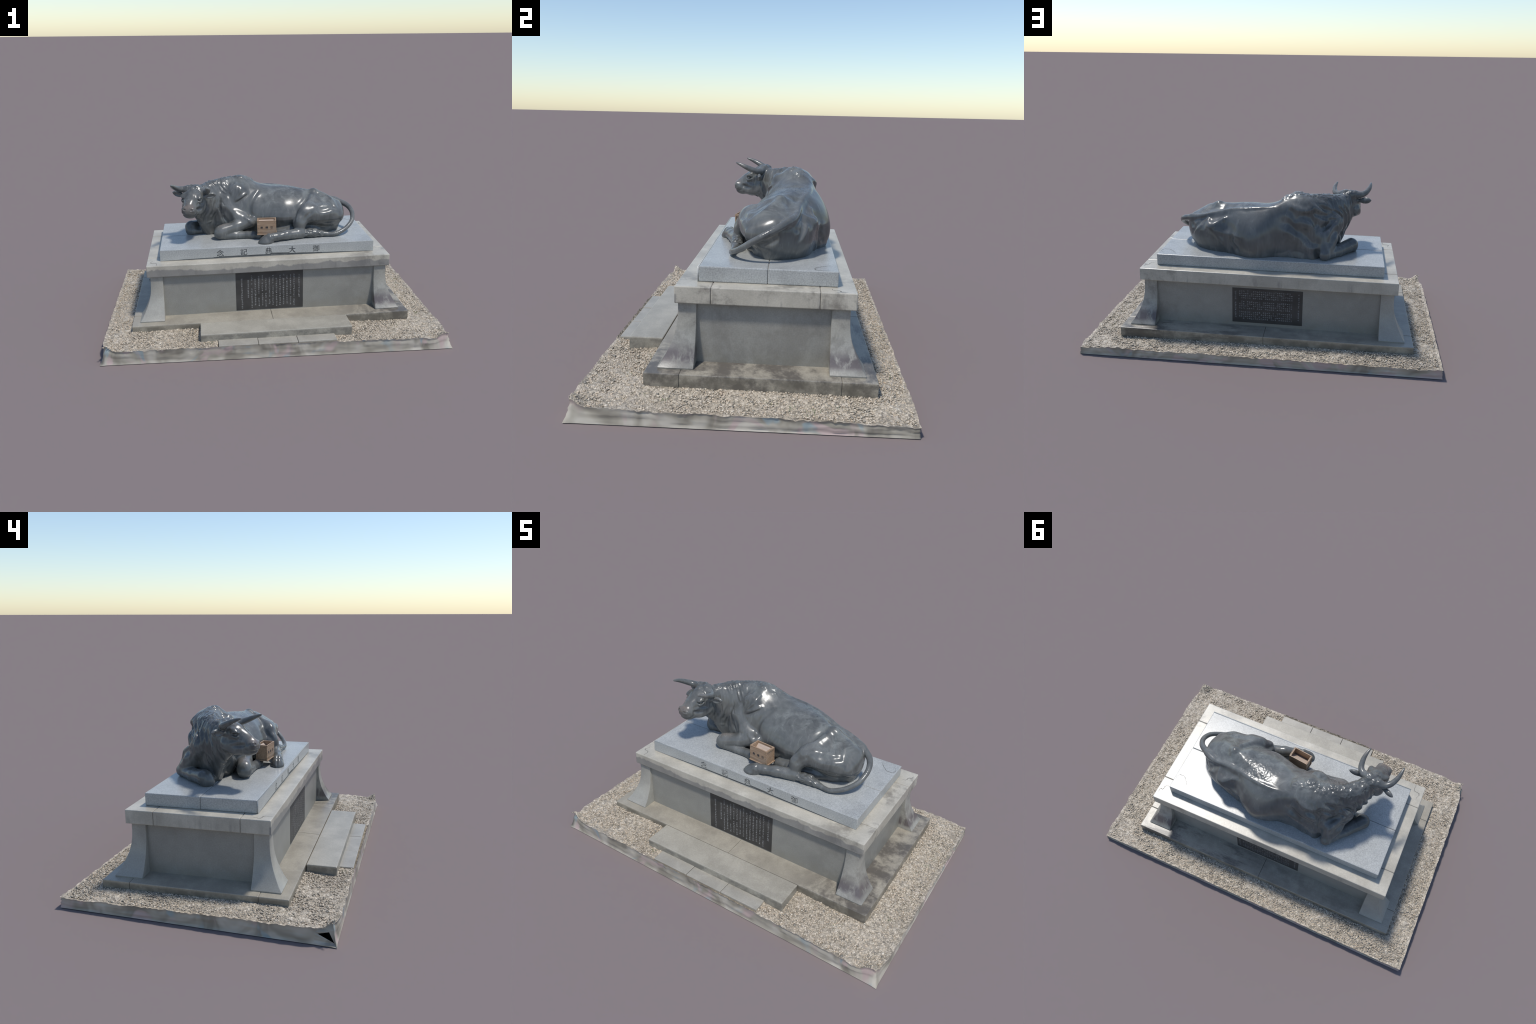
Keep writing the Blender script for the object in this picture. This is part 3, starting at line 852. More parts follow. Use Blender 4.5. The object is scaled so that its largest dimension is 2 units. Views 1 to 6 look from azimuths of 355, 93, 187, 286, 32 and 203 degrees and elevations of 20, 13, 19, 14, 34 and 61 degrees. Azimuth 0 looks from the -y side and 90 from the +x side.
def tube(name, pts, rad, seg=20, cap=True):
    P = np.array(pts)
    T = np.gradient(P, axis=0)
    T /= np.linalg.norm(T, axis=1)[:, None]
    u = np.cross(T[0], (0, 0, 1.0))
    u /= np.linalg.norm(u)
    V, Fc = [], []
    for i in range(len(P)):
        u = u - T[i] * (u @ T[i])
        u /= np.linalg.norm(u)
        w = np.cross(T[i], u)
        for k in range(seg):
            a = 2 * math.pi * k / seg
            V.append(P[i] + rad[i] * (math.cos(a) * u + math.sin(a) * w))
    for i in range(len(P) - 1):
        for k in range(seg):
            Fc.append((i * seg + k, i * seg + (k + 1) % seg, (i + 1) * seg + (k + 1) % seg, (i + 1) * seg + k))
    Fc.append(tuple(range(seg))[::-1])
    Fc.append(tuple((len(P) - 1) * seg + k for k in range(seg)))
    return mesh_from(name, V, Fc, True)


def text_mesh(chars, size, depth, offset=.0):
    """flat glyphs standing in the xz plane, facing -y, centred on the origin"""
    c = bpy.data.curves.new("glyph", "FONT")
    c.body = chars
    c.size = size
    c.extrude = depth / 2
    c.offset = offset
    c.align_x, c.align_y = "CENTER", "CENTER"
    c.resolution_u = 3
    o = bpy.data.objects.new("glyph", c)
    bpy.context.collection.objects.link(o)
    dg = bpy.context.evaluated_depsgraph_get()
    me = bpy.data.meshes.new_from_object(o.evaluated_get(dg))
    bpy.data.objects.remove(o)
    bpy.data.curves.remove(c)
    bm = bmesh.new()
    bm.from_mesh(me)
    bmesh.ops.remove_doubles(bm, verts=bm.verts, dist=size * 1e-4)
    bmesh.ops.recalc_face_normals(bm, faces=bm.faces)
    bm.to_mesh(me)
    bm.free()
    v = np.array([p.co[:] for p in me.vertices])
    mid = (v.min(0) + v.max(0)) / 2
    me.transform(Matrix.Rotation(math.pi / 2, 4, "X") @ Matrix.Translation(Vector((-mid[0], -mid[1], 0))))
    return me


def instances(name, protos, place, parent, mat):
    """join many small transformed copies of numpy prototype meshes into one object"""
    VV, FF, off = [], [], 0
    for pi, M3, t in place:
        v, f = protos[pi]
        VV.append(v @ M3.T + t)
        FF.append(f + off)
        off += len(v)
    V = np.vstack(VV)
    F = np.vstack(FF)
    me = bpy.data.meshes.new(name)
    k = F.shape[1]
    me.vertices.add(len(V))
    me.vertices.foreach_set("co", V.ravel())
    me.loops.add(F.size)
    me.loops.foreach_set("vertex_index", F.ravel().astype(np.int32))
    me.polygons.add(len(F))
    me.polygons.foreach_set("loop_start", np.arange(0, F.size, k, dtype=np.int32))
    me.update(calc_edges=True)
    me.polygons.foreach_set("use_smooth", [True] * len(F))
    o = link(name, me, parent, mat)
    o["kind"] = "stuff"
    return o


# ---------------------------------------------------------------- the gravel patch
def ground_height(x, y):
    z = .0640 - .0150 * (y / .66) - .008 * smooth01(.25, .95, x) * smooth01(.25, -.35, y)
    z = z - .007 * smooth01(.80, .98, x) + .010 * (1 - smooth01(.0, .13, np.maximum(np.abs(x + .02) - .83, np.abs(y - .055) - .46)))
    d = np.hypot(x + .968, y + .634)
    z = z + .034 * (1 - smooth01(.0, .045, d)) - .004 * (1 - smooth01(.15, .45, d))
    z = z + .034 * (1 - smooth01(.0, .06, np.hypot(x - .955, y + .635)))
    z = z + .004 * smooth01(.04, .0, np.minimum(1 - np.abs(x), .66 - np.abs(y)))
    z = z - .0025 * smooth01(.0, .06, np.minimum(1 - np.abs(x), .66 - np.abs(y)))
    return z


def edge_ring(u, top):
    """outline of the patch: position along the four sides for u in 0..4"""
    hx, hy = 1.0, .660
    side = np.floor(u).astype(int) % 4
    t = u - np.floor(u)
    x = np.select([side == 0, side == 1, side == 2, side == 3], [-hx + 2 * hx * t, hx + 0 * t, hx - 2 * hx * t, -hx + 0 * t])
    y = np.select([side == 0, side == 1, side == 2, side == 3], [-hy + 0 * t, -hy + 2 * hy * t, hy + 0 * t, hy - 2 * hy * t])
    if top:
        P = np.stack([x, y, 0 * x], 1)
        j = .007 * vnoise(P, 22, 3) + .004 * vnoise(P, 60, 5)
        corner = 1 - smooth01(.0, .12, np.minimum(np.hypot(x - 1, y + .66), np.hypot(x + 1, y + .66)))
        ix = .005 + .018 * corner + .45 * j
        x = np.clip(x, -hx + .001 + .5 * np.abs(ix) + .016 * corner, hx - ix)
        y = np.clip(y, -hy + ix, hy - .001 - np.abs(ix) * .5)
    return x, y


def build_ground():
    thing = empty("gravel_patch", "rectangular patch of beige gravel with smeared edges", "ground")
    step = .0075
    nx, ny = int(1.96 / step), int(1.29 / step)
    n = 4 * 180
    u = np.linspace(0, 4, n, endpoint=False)
    tx, ty = edge_ring(u, True)
    bx, by = edge_ring(u, False)
    # bed: grid squeezed into the ragged outline
    gx = np.linspace(-1, 1, nx)
    gy = np.linspace(-1, 1, ny)
    X, Y = np.meshgrid(gx, gy, indexing="ij")
    ox, oy = X.ravel(), Y.ravel()

    def lim(side, s):
        k = side * 180 + np.clip(s, 0, .9999) * 180
        i = k.astype(int)
        return i % n

    front = ty[lim(0, (ox + 1) / 2)]
    backy = ty[lim(2, (1 - ox) / 2)]
    right = tx[lim(1, (oy + 1) / 2)]
    left = tx[lim(3, (1 - oy) / 2)]
    px = left + (right - left) * (ox + 1) / 2
    py = front + (backy - front) * (oy + 1) / 2
    P = np.stack([px, py, 0 * px], 1)
    pz = ground_height(px, py) - .003 + .0035 * vnoise(P, 90, 11) + .0025 * vnoise(P, 35, 12) + .003 * vnoise(P, 9, 13)
    paved = (px > -.347) & (px < .322) & (py < -.57)
    pz = np.where(paved, pz - .014 * smooth01(-.655, -.645, py), pz)
    V = np.stack([px, py, pz], 1)
    idx = np.arange(nx * ny).reshape(nx, ny)
    Q = np.stack([idx[:-1, :-1], idx[1:, :-1], idx[1:, 1:], idx[:-1, 1:]], -1).reshape(-1, 4)
    cx, cy = px[Q].mean(1), py[Q].mean(1)
    hidden = (np.abs(cx + .02) < .78) & (np.abs(cy - .055) < .42)
    Q = Q[~hidden]
    me = mesh_from("gravel_bed", V, Q, True)
    link("gravel_bed", me, thing, mat_gravel_bed())
    # skirt: a sheet falling from the ragged edge to the ground
    ring = np.r_[idx[:, 0], idx[-1, 1:], idx[-2::-1, -1], idx[0, -2:0:-1]]
    top = V[ring]
    m = len(ring)
    rows = [top]
    PT = np.stack([top[:, 0], top[:, 1], 0 * top[:, 0]], 1)
    bz = np.zeros(m)
    far = np.where(np.abs(np.abs(top[:, 0]) - 1) * 0 + (np.abs(top[:, 1]) > 0), 0, 0)
    outx = np.where(np.isclose(np.arange(m), -1), 0, top[:, 0])
    # bottom positions: push each rim point out to the full rectangle
    k0, k1, k2, k3 = nx, nx + ny - 1, 2 * nx + ny - 2, m
    B = top.copy()
    ii = np.arange(m)
    fs, rs, bs, ls = ii < k0, (ii >= k0 - 1) & (ii < k1), (ii >= k1 - 1) & (ii < k2), (ii >= k2 - 1) | (ii == 0)
    B[fs, 1], B[rs, 0], B[bs, 1], B[ls, 0] = -.657, .997, .655, -.996
    B[0] = (-1.0, -.660, 0)
    B[nx - 1] = (1.0, -.660, 0)
    B[:, 2] = 0
    for t in (.12, .25, .38, .5, .62, .75, .88, 1.0):
        R = top + (B - top) * np.array([t ** 1.3, t ** 1.3, t])
        if t < 1:
            nrm = R - np.array([0, 0, 0])
            w = .003 + .003 * vnoise(PT, 14, int(t * 100))
            R[:, 0] += w * (np.abs(R[:, 0]) > .95) * -np.sign(R[:, 0])
            R[:, 1] += w * (np.abs(R[:, 1]) > .62) * -np.sign(R[:, 1])
        rows.append(R)
    SV = np.vstack(rows)
    SF = []
    cols = [i for i in range(k2 - 1, m) if top[i, 1] < -.560] + [0]      # torn-open corner under the lifted flap
    torn = set(cols[:-1])
    for r in range(8):
        for i in range(m):
            if r > 0 and i in torn:
                continue
            j = (i + 1) % m
            SF.append((r * m + i, (r + 1) * m + i, (r + 1) * m + j, r * m + j))
    loop = [m + i for i in cols] + [r * m for r in range(2, 9)] + [8 * m + i for i in cols[-2::-1]] + [r * m + cols[0] for r in range(7, 1, -1)]
    notch = [(-.987, -.574, .048), (-.980, -.622, .058), (-.984, -.646, .012)]
    SV = np.vstack([SV, notch])
    ids = loop + [9 * m, 9 * m + 1, 9 * m + 2]
    flat = [[Vector((SV[k][1], SV[k][2], 0)) for k in loop], [Vector((q[1], q[2], 0)) for q in notch]]
    whole = len(SF)
    for tri in tessellate_polygon(flat):
        q = [ids[k] for k in tri]
        n = np.cross(SV[q[1]] - SV[q[0]], SV[q[2]] - SV[q[0]])
        SF.append(tuple(q if n[0] < 0 else q[::-1]))
    skirt = mesh_from("patch_edge", SV, SF, True)
    for p in skirt.polygons[whole:]:
        p.use_smooth = False
    link("patch_edge", skirt, thing, mat_skirt())
    inner = mat_plain("backing_black", (.006, .006, .006), .9)  # near-black backing added behind the corner opening to make it look dark
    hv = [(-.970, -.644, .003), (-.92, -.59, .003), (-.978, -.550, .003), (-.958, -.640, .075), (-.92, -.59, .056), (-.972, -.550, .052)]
    link("dark_backing", mesh_from("dark_backing", hv, [(0, 1, 4, 3), (1, 2, 5, 4), (0, 2, 1), (3, 4, 5)]), thing, inner)
    # pebbles
    protos = []
    for s in range(6):
        bm = bmesh.new()
        bmesh.ops.create_icosphere(bm, subdivisions=1, radius=1)
        v = np.array([p.co[:] for p in bm.verts])
        f = np.array([[q.index for q in t.verts] for t in bm.faces])
        bm.free()
        v = v * (1 + .25 * vnoise(v + s * 7.3, 1.6, s))[:, None]
        protos.append((v, f))
    protos = [p for p in protos if len(p[0]) == 42] + [p for p in protos if len(p[0]) == 12]
    place = []
    want = 50000
    cand = RNG.uniform((-.980, -.642), (.978, .645), (want, 2))
    for (x, y) in cand:
        if abs(x + .022) < .822 and abs(y - .053) < .460:
            continue
        if -.455 < x < .425 and -.57 < y < -.40 or -.352 < x < .322 and y < -.56:
            continue
        r = min(.0033 * math.exp(RNG.normal(0, .30)), .009)
        a = RNG.uniform(0, 2 * math.pi)
        c, s_ = math.cos(a), math.sin(a)
        tilt = RNG.normal(0, .25)
        Rz = np.array([[c, -s_, 0], [s_, c, 0], [0, 0, 1]])
        Rx = np.array([[1, 0, 0], [0, math.cos(tilt), -math.sin(tilt)], [0, math.sin(tilt), math.cos(tilt)]])
        S = np.diag((r * RNG.uniform(.9, 1.5), r * RNG.uniform(.75, 1.05), r * RNG.uniform(.5, .8)))
        z = float(ground_height(np.array(x), np.array(y))) - .0012 + RNG.uniform(-.002, .0010)
        place.append((int(RNG.integers(0, 6)), Rz @ Rx @ S, np.array([x, y, z])))
    instances("gravel_pebbles", protos, place, thing, mat_pebble())
    # small weeds between the stones
    wm = mat_plain("weed_green", (.10, .15, .055), .5, .4)
    blade = (np.array([[-.1, 0, 0], [.1, 0, 0], [.14, .05, .5], [-.14, .05, .5], [.02, .3, 1], [-.02, .3, 1]]), np.array([[0, 1, 2, 3], [3, 2, 4, 5]]))
    place = []
    for (x, y, n_) in ((.90, -.30, 26), (.92, .18, 12), (.93, .27, 22), (.90, .36, 12), (.88, .10, 9), (-.39, -.60, 16), (.70, -.48, 10), (.86, -.38, 10), (.52, -.44, 8), (-.88, .30, 8), (.60, .60, 6)):
        for _ in range(n_):
            a = RNG.uniform(0, 6.28)
            c, s_ = math.cos(a), math.sin(a)
            q = RNG.normal(0, .014, 2)
            h = RNG.uniform(.006, .014)
            place.append((0, np.array([[c, -s_, 0], [s_, c, 0], [0, 0, 1]]) * h * np.array([.55, 1, .8]), np.array([x + q[0], y + q[1], float(ground_height(np.array(x), np.array(y)))])))
    instances("weeds", [blade], place, thing, wm)
    return thing


# ---------------------------------------------------------------- the stone plinth
CRACK1 = [(.618, .258), (.638, .226), (.630, .202), (.600, .196), (.578, .215), (.560, .236), (.545, .262)]
CRACK2 = [(.713, .328), (.710, .300), (.696, .298), (.690, .270), (.672, .267)]
CRACK3 = [(-.697, -.275), (-.704, -.308), (-.672, -.319), (-.668, -.355)]
EX, EY = Vector((1, .0095, .0108)).normalized(), Vector((-.0095, 1, -.012)).normalized()
EZ = EX.cross(EY)
PLINTH_ROT = Matrix((EX, EY, EZ)).transposed().to_4x4()
PLINTH_LOC = Vector((-.019, .0565, 0))


def leg_mesh(sx, sy):
    prof = [(.1125, .0705), (.119, .0715), (.1235, .0680), (.140, .0555), (.160, .0440), (.180, .0340), (.200, .0250), (.222, .0168), (.245, .0105), (.270, .0052), (.300, .0018), (.330, .0003), (.374, .0)]
    ox, oy, ix, iy = .7095, .3475, .637, .2725
    V, F = [], []
    for z, o in prof:
        x1, y1 = ox + o, oy + o
        V += [(sx * ix, sy * iy, z), (sx * x1, sy * iy, z), (sx * x1, sy * y1, z), (sx * ix, sy * y1, z)]
    n = len(prof)
    for i in range(n - 1):
        for k in range(4):
            F.append((i * 4 + k, i * 4 + (k + 1) % 4, (i + 1) * 4 + (k + 1) % 4, (i + 1) * 4 + k))
    F += [(3, 2, 1, 0), tuple((n - 1) * 4 + k for k in range(4))]
    me = mesh_from("leg", V, F)
    bm = bmesh.new()
    bm.from_mesh(me)
    bmesh.ops.recalc_face_normals(bm, faces=bm.faces)
    ed = [e for e in bm.edges if abs(e.verts[0].co.z - e.verts[1].co.z) > 1e-5]
    bmesh.ops.bevel(bm, geom=ed, offset=.003, segments=2, profile=.5, affect="EDGES")
    bm.to_mesh(me)
    bm.free()
    me.shade_smooth()
    me.set_sharp_from_angle(angle=math.radians(28))
    return me


def pierced_plate(name, x0, x1, z0, z1, depth, glyphs):
    """flat plate in the xz plane (front at y = 0, reaching back by depth) with glyph-shaped openings"""
    c = bpy.data.curves.new(name, "CURVE")
    c.dimensions, c.fill_mode = "2D", "BOTH"
    c.extrude = depth / 2
    c.resolution_u = 3
    sp = c.splines.new("POLY")
    sp.points.add(3)
    for p, q in zip(sp.points, ((x0, z0), (x1, z0), (x1, z1), (x0, z1))):
        p.co = (*q, 0, 1)
    sp.use_cyclic_u = True
    for ch, gx, gz, size, bold in glyphs:
        t = bpy.data.curves.new("glyph", "FONT")
        t.body, t.size, t.align_x, t.align_y = ch, 1, "CENTER", "CENTER"
        o = bpy.data.objects.new("glyph", t)
        bpy.context.collection.objects.link(o)
        dg = bpy.context.evaluated_depsgraph_get()
        src = o.evaluated_get(dg).to_curve(dg)
        outlines = []
        for k in src.splines:
            P = [np.array(q.co[:2]) for q in k.bezier_points]
            L = [np.array(q.handle_left[:2]) for q in k.bezier_points]
            R = [np.array(q.handle_right[:2]) for q in k.bezier_points]
            pts = []
            for i in range(len(P)):
                j = (i + 1) % len(P)
                flat = np.linalg.norm(np.cross(np.r_[P[j] - P[i], 0], np.r_[R[i] - P[i], 0])) < 1e-6
                for u in ([0] if flat else (0, .33, .67)):
                    pts.append((1 - u) ** 3 * P[i] + 3 * u * (1 - u) ** 2 * R[i] + 3 * u * u * (1 - u) * L[j] + u ** 3 * P[j])
            pts = np.array(pts)
            keep = np.linalg.norm(pts - np.roll(pts, 1, 0), axis=1) > 1e-5
            outlines.append(pts[keep])
        allp = np.vstack(outlines)
        mid = (allp.min(0) + allp.max(0)) / 2
        for pts in outlines:
            pts = (pts - mid) * size
            # embolden: push each corner outwards along the mean of its edge normals
            e1, e2 = pts - np.roll(pts, 1, 0), np.roll(pts, -1, 0) - pts
            n1 = np.stack([e1[:, 1], -e1[:, 0]], 1) / np.linalg.norm(e1, axis=1)[:, None]
            n2 = np.stack([e2[:, 1], -e2[:, 0]], 1) / np.linalg.norm(e2, axis=1)[:, None]
            n = n1 + n2
            n = n / np.maximum(np.linalg.norm(n, axis=1), .5)[:, None]
            pts = pts + n * bold
            k = c.splines.new("POLY")
            k.points.add(len(pts) - 1)
            for p, q in zip(k.points, pts):
                p.co = (q[0] + gx, q[1] + gz, 0, 1)
            k.use_cyclic_u = True
        o.evaluated_get(dg).to_curve_clear()
        bpy.data.objects.remove(o)
        bpy.data.curves.remove(t)
    o = bpy.data.objects.new(name, c)
    bpy.context.collection.objects.link(o)
    dg = bpy.context.evaluated_depsgraph_get()
    me = bpy.data.meshes.new_from_object(o.evaluated_get(dg))
    bpy.data.objects.remove(o)
    bpy.data.curves.remove(c)
    me.transform(Matrix.Translation((0, depth / 2, 0)) @ Matrix.Rotation(math.pi / 2, 4, "X"))
    return me


def ribbon(name, pts, width, z, parent, mat, rng):
    """a crack: a jagged thin band lying on a stone"""
    P = catmull([(x, y, z) for x, y in pts], 8 * len(pts))
    P[:, :2] += rng.normal(0, .0012, (len(P), 2))
    V, F = [], []
    for i, p in enumerate(P):
        t = P[min(i + 1, len(P) - 1)] - P[max(i - 1, 0)]
        n = np.array([-t[1], t[0], 0]) / max(np.hypot(t[0], t[1]), 1e-9)
        w = width * (.4 + .6 * math.sin(math.pi * i / (len(P) - 1))) * rng.uniform(.6, 1.3)
        V += [p + n * w / 2, p - n * w / 2]
        if i:
            F.append((2 * i - 2, 2 * i - 1, 2 * i + 1, 2 * i))
    return link(name, mesh_from(name, V, F), parent, mat)


def glyph_proto(rng):
    """a small block of brush strokes in the xz plane, unit size, slightly raised to -y"""
    V, F = [], []

    def bar(x0, x1, z0, z1):
        o = len(V)
        for y in (0, -.12):
            V.extend([(x0, y, z0), (x1, y, z0), (x1, y, z1), (x0, y, z1)])
        for q in ((7, 6, 5, 4), (0, 1, 5, 4), (1, 2, 6, 5), (2, 3, 7, 6), (3, 0, 4, 7)):
            F.append([o + i for i in q])
    for k in range(rng.integers(2, 4)):
        z = rng.uniform(-.42, .42)
        w = rng.uniform(.25, .45)
        bar(-w, w, z - .06, z + .06)
    for k in range(rng.integers(1, 4)):
        x = rng.uniform(-.38, .38)
        a, b = sorted(rng.uniform(-.48, .48, 2))
        bar(x - .06, x + .06, a - .1, b + .1)
    return np.array(V), np.array(F)


def build_plinth():
    thing = empty("stone_plinth", "stepped grey granite plinth with flared corner legs", "plinth", PLINTH_LOC, PLINTH_ROT)
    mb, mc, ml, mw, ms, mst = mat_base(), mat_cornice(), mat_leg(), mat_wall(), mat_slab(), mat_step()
    joint = mat_plain("dark_joint", (.19, .18, .16), .7)
    g = .0007
    # lowest course
    x1, yf, yb, zt, zb = .8270, -.4685, .4580, .1125, .03
    bw = .142
    for y0, y1 in ((yf, yf + bw), (yb - bw, yb)):
        block("base_stone", (-x1, y0, zb), (.003 - g, y1, zt), thing, mb)
        block("base_stone", (.003 + g, y0, zb), (x1, y1, zt), thing, mb)
    for sx in (-1, 1):
        a, b = sorted((sx * x1, sx * (x1 - .16)))
        block("base_stone", (a, yf + bw + 2 * g, zb), (b, yb - bw - 2 * g, zt), thing, mb)
    for o in list(thing.children):
        for v in o.data.vertices:
            if v.co.z > .08:
                inner = min(max((x1 - abs(v.co.x)) / .13, 0), max((v.co.y - yf) / .13, 0), max((yb - v.co.y) / .13, 0), 1)
                v.co.z += .0045 * inner
    block("base_core", (-x1 + .004, yf + .004, zb), (x1 - .004, yb - .004, zt - .003), thing, joint, 0)
    # walls
    for y0, y1 in ((-.3410, -.31), (.29, .3295)):
        block("wall_panel", (-.670, y0, zt - .002), (.670, y1, .376), thing, mw, .001)
    for sx in (-1, 1):
        a, b = sorted((sx * .695, sx * .665))
        block("wall_panel", (a, -.3095, zt - .002), (b, .2895, .3755), thing, mw, .001)
    # flared corner legs
    for sx in (-1, 1):
        for sy in (-1, 1):
            o = link("leg", leg_mesh(sx, sy), thing, ml)
            o.location.y = -.0045
    # cornice course
    cx, cf, cb, z0, z1 = .7280, -.3640, .3655, .3730, .4440
    bw = .146
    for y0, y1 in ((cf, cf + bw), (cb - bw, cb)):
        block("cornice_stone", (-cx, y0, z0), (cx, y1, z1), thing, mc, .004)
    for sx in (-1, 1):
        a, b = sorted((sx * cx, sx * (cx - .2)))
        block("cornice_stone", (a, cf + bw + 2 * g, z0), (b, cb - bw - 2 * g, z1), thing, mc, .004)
    block("cornice_core", (-cx + .005, cf + .005, z0 + .004), (cx - .005, cb - .005, z1 - .003), thing, joint, 0)
    # top slabs, a joint running lengthwise
    sy0, sy1, sx, zs = -.2835, .2925, .6475, .5092
    block("top_slab", (-sx - .001, sy0 + .0052, z1 + .0005), (sx - .001, .004 - g, zs), thing, ms, .004)
    block("top_slab", (-sx - .001, .004 + g, z1 + .0005), (sx - .001, sy1, zs), thing, ms, .004)
    block("slab_core", (-sx + .004, sy0 + .05, z1), (sx - .006, sy1 - .005, zs - .003), thing, joint, 0)
    # its front face carries five incised characters, read from the right
    plate = link("lettered_face", pierced_plate("lettered_face", -sx - .001, sx - .001, z1 + .001, zs - .0012, .005, (("念", -.290, .4760, .045, .0008), ("記", -.1475, .4770, .043, .0008), ("典", .0015, .4765, .044, .0008), ("大", .1455, .4775, .043, .0013), ("御", .2915, .4775, .043, .0006))), thing, ms)
    plate.location.y = sy0
    glyph_dark = mat_plain("incised_shade", (.12, .122, .118), .6)  # floor of the cuts coloured darker to deepen their shade
    block("incised_floor", (-.33, sy0 + .0036, z1 + .004), (.33, sy0 + .0050, zs - .004), thing, glyph_dark, 0)
    crng = np.random.default_rng(11)
    dark = mat_plain("crack_shade", (.10, .098, .09), .7)
    ribbon("crack", CRACK1, .0028, zs + .0004, thing, dark, crng)
    ribbon("crack", CRACK2, .0030, z1 + .0004, thing, dark, crng)
    ribbon("crack", CRACK3, .0030, z1 + .0004, thing, dark, crng)
    # step and paving stones in front
    mpv = granite("pale_paving", (.430, .400, .340), (.270, .250, .210), .45, .30)
    mpv = mpv[0].finish(mpv[1], ROUGH)
    block("step", (-.4285, -.6270, .03), (.4435, -.4715, .1140), thing, mst, .004)
    for a, b in ((-.330, -.1075), (-.1055, .1175), (.1195, .3400)):
        block("paving_stone", (a, -.700, .02), (b, -.600, .0735 + .0020 * (a < -.2)), thing, mpv, .003)
    # black inscription tablets
    black = mat_plain("black_tablet", (.046, .043, .040), .5, .35, 12)
    white = mat_plain("tablet_lettering", (.30, .30, .295), .6, .4, 60)
    rng = np.random.default_rng(3)
    protos = {}
    for k in range(14):
        v, f = glyph_proto(rng)
        protos[k] = (v, f)
    plist = [protos[k] for k in range(14)]

    def letters(name, spots, parent, facing):
        place = []
        for x, z, s in spots:
            D = np.diag((s * facing, s * .12 * facing, s))
            place.append((int(rng.integers(0, 14)), D, np.array([x, (-.3427 if facing > 0 else .3312), z])))
        instances(name, plist, place, parent, white)

    t = block("tablet", (-.2060, -.3425, .1215), (.2030, -.330, .3720), thing, black, .0008)
    spots = []
    for c in range(15):
        x = .148 - c * .0215
        top, bot = .340 - .004 * (c % 3), .136 + (.06 if c in (13,) else .004 * (c % 4))
        if c == 14:
            x, top, bot = -.170, .325, .131
        z = top
        while z > bot:
            if rng.uniform() > .10:
                spots.append((x, z, .0108))
            z -= .0118
    z = .330
    while z > .185:
        spots.append((.179, z, .0118))
        z -= .0135
    letters("inscription", spots, t, 1)
    t = block("tablet", (-.2040, .310, .1345), (.2000, .3310, .3475), thing, black, .0008)
    spots = []
    for zt_ in (.329, .2645, .201):
        for r in range(4):
            for c in range(27):
                if rng.uniform() > .12:
                    spots.append((.157 - c * .0115, zt_ - r * .0135, .0096))
    for x, a, b in ((.181, .325, .160), (-.182, .327, .165)):
        z = a
        while z > b:
            if rng.uniform() > .08:
                spots.append((x, z, .0098))
            z -= .0112
    letters("inscription", spots, t, -1)
    return thing


# ---------------------------------------------------------------- the bronze ox
def build_bull():
    thing = empty("ox_statue", "dark bronze ox lying down with head turned", "statue", (-.02, .1, .507))
    base = Matrix.Translation((.02, -.1, -.507))
    mat = bronze("patinated_bronze")
    s = build_bull_field(.0026)
    V, Q, lab = surface_nets(s)
    V = relax(V, Q, 1, .5)
    N = vertex_normals(V, Q)
    V = V + N * skin_relief(V, N, lab)[:, None]
    N = vertex_normals(V, Q)
    flab = lab[Q[:, 0]]
    off = np.array([.02, -.1, -.507])
    for L, name in enumerate(PARTS):
        q = Q[flab == L]
        if not len(q):
            continue
        used, inv = np.unique(q, return_inverse=True)
        me = mesh_from(name, V[used] + off, inv.reshape(-1, 4), True)
        me.normals_split_custom_set_from_vertices([tuple(n) for n in N[used]])
        link(name, me, thing, mat)
    # horns sweep out, forward and up
    for sd in (1, -1):
        lift = 0 if sd > 0 else .001
        pts = [H(sd * .028, .010, .822), H(sd * .062, .018, .818), H(sd * .090, .040, .824), H(sd * .105, .080, .841 + lift), H(sd * .107, .115, .856 + lift), H(sd * .104, .149, .868 + lift)]
        P = catmull(pts, 40)
        u = np.linspace(0, 1, 40)
        r = .0205 * (1 - u) ** .52 + .0008
        r = np.minimum(r, .0200)
        r[-1] = .0006
        P = P + off
        link("horn", tube("horn", P, r, 24), thing, mat)
    for sd in (1, -1):
        bm = bmesh.new()
        bmesh.ops.create_uvsphere(bm, u_segments=20, v_segments=12, radius=.0090)
        me = bpy.data.meshes.new("eye")
        bm.to_mesh(me)
        bm.free()
        me.transform(Matrix.Translation(Vector(H(sd * .0495, .086, .780) + off)))
        me.shade_smooth()
        link("eye", me, thing, mat)
    return thing


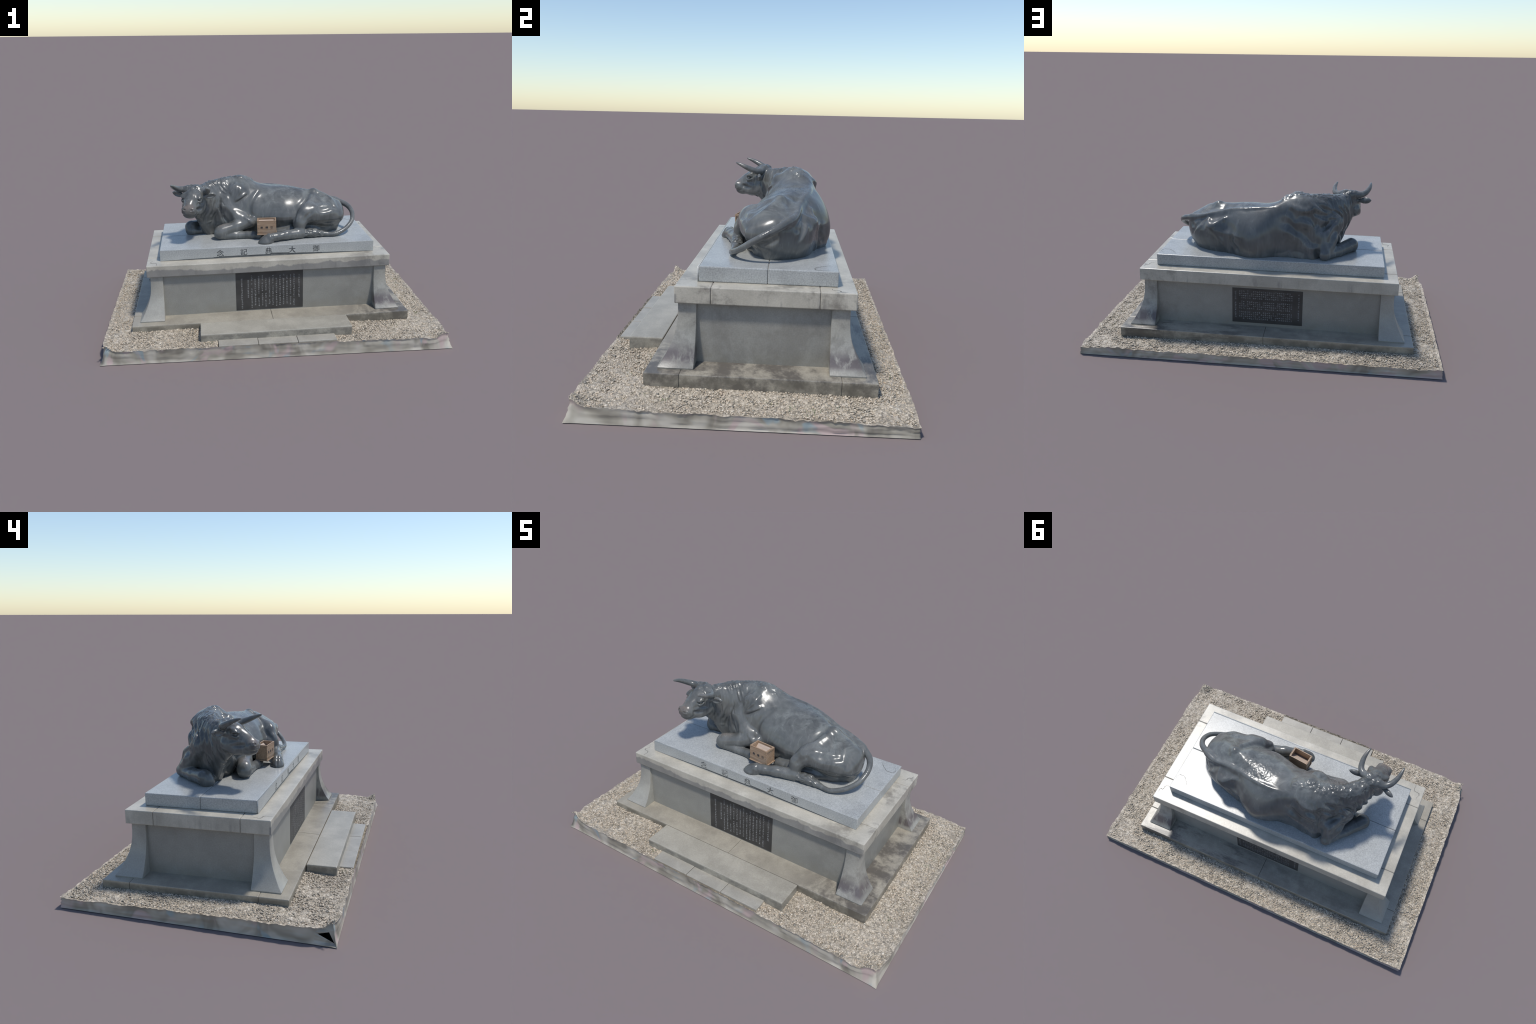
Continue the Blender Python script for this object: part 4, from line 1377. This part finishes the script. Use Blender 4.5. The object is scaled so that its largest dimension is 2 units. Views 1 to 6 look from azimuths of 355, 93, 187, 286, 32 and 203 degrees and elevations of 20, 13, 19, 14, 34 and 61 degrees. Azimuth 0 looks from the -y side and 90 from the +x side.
#RELIEF
def skin_relief(V, N, lab):
    """small relief of the skin: curly mane along the crest, wrinkles of the neck, tuft of the tail"""
    x, y, z = V.T
    out = np.zeros(len(V))
    crest = catmull([(-.10, .185, .845), (-.175, .165, .86), (-.242, .160, .853), (-.297, .148, .848), (-.353, .125, .840), (-.390, .085, .834), (-.427, .040, .828), (-.450, .010, .830), (-.470, -.02, .83)], 60)
    d = np.full(len(V), 9.)
    m = (z > .74) & (x < 0)
    dm = np.sqrt(((V[m][:, None, :] - crest[None]) ** 2).sum(-1))
    d[m] = dm.min(1)
    k = 1 - smooth01(.022, .052, d)
    out += k * (.0062 * fbm(V, 58, 2, 5) + .0015)
    # hanging locks below the crest, neck wrinkles running down
    nk = ((lab == N_) | (lab == T_)) * smooth01(-.21, -.27, x) * (1 - smooth01(.4, .9, k)) * smooth01(.53, .62, z) * (lab != HD)
    U = np.stack([x * -.62 + y * -.78 + .010 * vnoise(V, 14, 8), z * .13, x * .25 - y * .2], 1)
    wr = np.abs(vnoise(U, 62, 9)) * .8 + .2 * np.abs(vnoise(U, 130, 10))
    out += nk * (.0080 * (.33 - wr))
    # forelock
    pd = np.linalg.norm(V - H(0, .03, .835), axis=1)
    out += (1 - smooth01(.02, .055, pd)) * .0050 * fbm(V, 70, 2, 31)
    # tail tuft: locks combed along its length
    tf = (lab == TL) * smooth01(.345, .315, x) * (y < -.04)
    W = np.stack([x * .35 + z * .5, y * 1.1 + x * .3, z * 1.1 - x * .3], 1)
    out += tf * (.0062 * (.35 - np.abs(vnoise(W, 75, 41))))
    # gentle hammering overall
    out += .0007 * fbm(V, 16, 2, 51)
    # pitted corrosion on the loins
    pit = (1 - smooth01(.05, .16, np.linalg.norm(V - np.array([.13, .15, .785]), axis=1))) * (z > .74)
    out += pit * .0008 * vnoise(V, 130, 61)
    return out
#ENDRELIEF


# ---------------------------------------------------------------- the offering box
def build_box():
    X = Vector((.1180, -.0125, .0035)).normalized()
    Yv = Vector((.0125, .118, .0)).normalized()
    Yv = (Yv - X * Yv.dot(X)).normalized()
    Z = X.cross(Yv)
    rot = Matrix((X, Yv, Z)).transposed().to_4x4()
    thing = empty("offering_box", "small open wooden offering box with black characters", "wooden box", (-.0155, -.0860, .5480), rot)
    wood = mat_wood()
    glyph_dark = mat_plain("black_ink", (.035, .035, .038), .5)
    nail = mat_plain("brass_nail", (.19, .15, .075), .4)
    hx, hy, h, t = .0585, .0335, .0910, .0055
    block("base_board", (-hx - .002, -hy - .004, 0), (hx + .002, hy + .004, .006), thing, wood, .001)
    block("front_board", (-hx, -hy, .0062), (hx, -hy + t, h), thing, wood, .001)
    block("back_board", (-hx, hy - t, .0062), (hx, hy, h), thing, wood, .001)
    for sx in (-1, 1):
        a, b = sorted((sx * (hx - .0035), sx * (hx - .0035 - t)))
        block("side_board", (a, -hy + t + .0002, .0062), (b, hy - t - .0002, h - .0003), thing, wood, .0008)
        a, b = sorted((sx * hx, sx * (hx - .0033)))
        block("rail", (a, -hy + t + .0002, h - .011), (b, hy - t - .0002, h - .0001), thing, wood, .0008)
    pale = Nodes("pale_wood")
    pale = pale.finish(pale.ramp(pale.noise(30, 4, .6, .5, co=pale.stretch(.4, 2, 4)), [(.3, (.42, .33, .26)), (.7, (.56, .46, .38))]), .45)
    ys, zs0, zs1 = hy - t - .0004, .034, h - .012
    V = [(-hx + .0098, -ys, zs0), (hx - .0098, -ys, zs0), (hx - .0098, ys, zs1), (-hx + .0098, ys, zs1)]
    V += [(a, b, c - .003) for a, b, c in V]
    link("sloping_board", mesh_from("sloping_board", V, [(0, 1, 2, 3), (7, 6, 5, 4), (0, 4, 5, 1), (1, 5, 6, 2), (2, 6, 7, 3), (3, 7, 4, 0)]), thing, pale)
    for ch, x in (("箱", -.031), ("銭", 0), ("賽", .031)):
        o = link("ink_character", text_mesh(ch, .0155, .0006, .0004), thing, glyph_dark)
        o.location = (x, -hy - .0002, .0475)
    bm = bmesh.new()
    bmesh.ops.create_uvsphere(bm, u_segments=10, v_segments=6, radius=.0024)
    nm = bpy.data.meshes.new("nail")
    bm.to_mesh(nm)
    bm.free()
    nm.materials.append(nail)
    for x in (-hx + .007, hx - .007):
        for z in (.016, .045, h - .010):
            o = bpy.data.objects.new("nail", nm)
            bpy.context.collection.objects.link(o)
            o.parent = thing
            o.location = (x, -hy - .0003, z)
            o.scale = (1, .4, 1)
    # a little shelf block keeps it off the hoof
    return thing


build_ground()
build_plinth()
build_bull()
build_box()
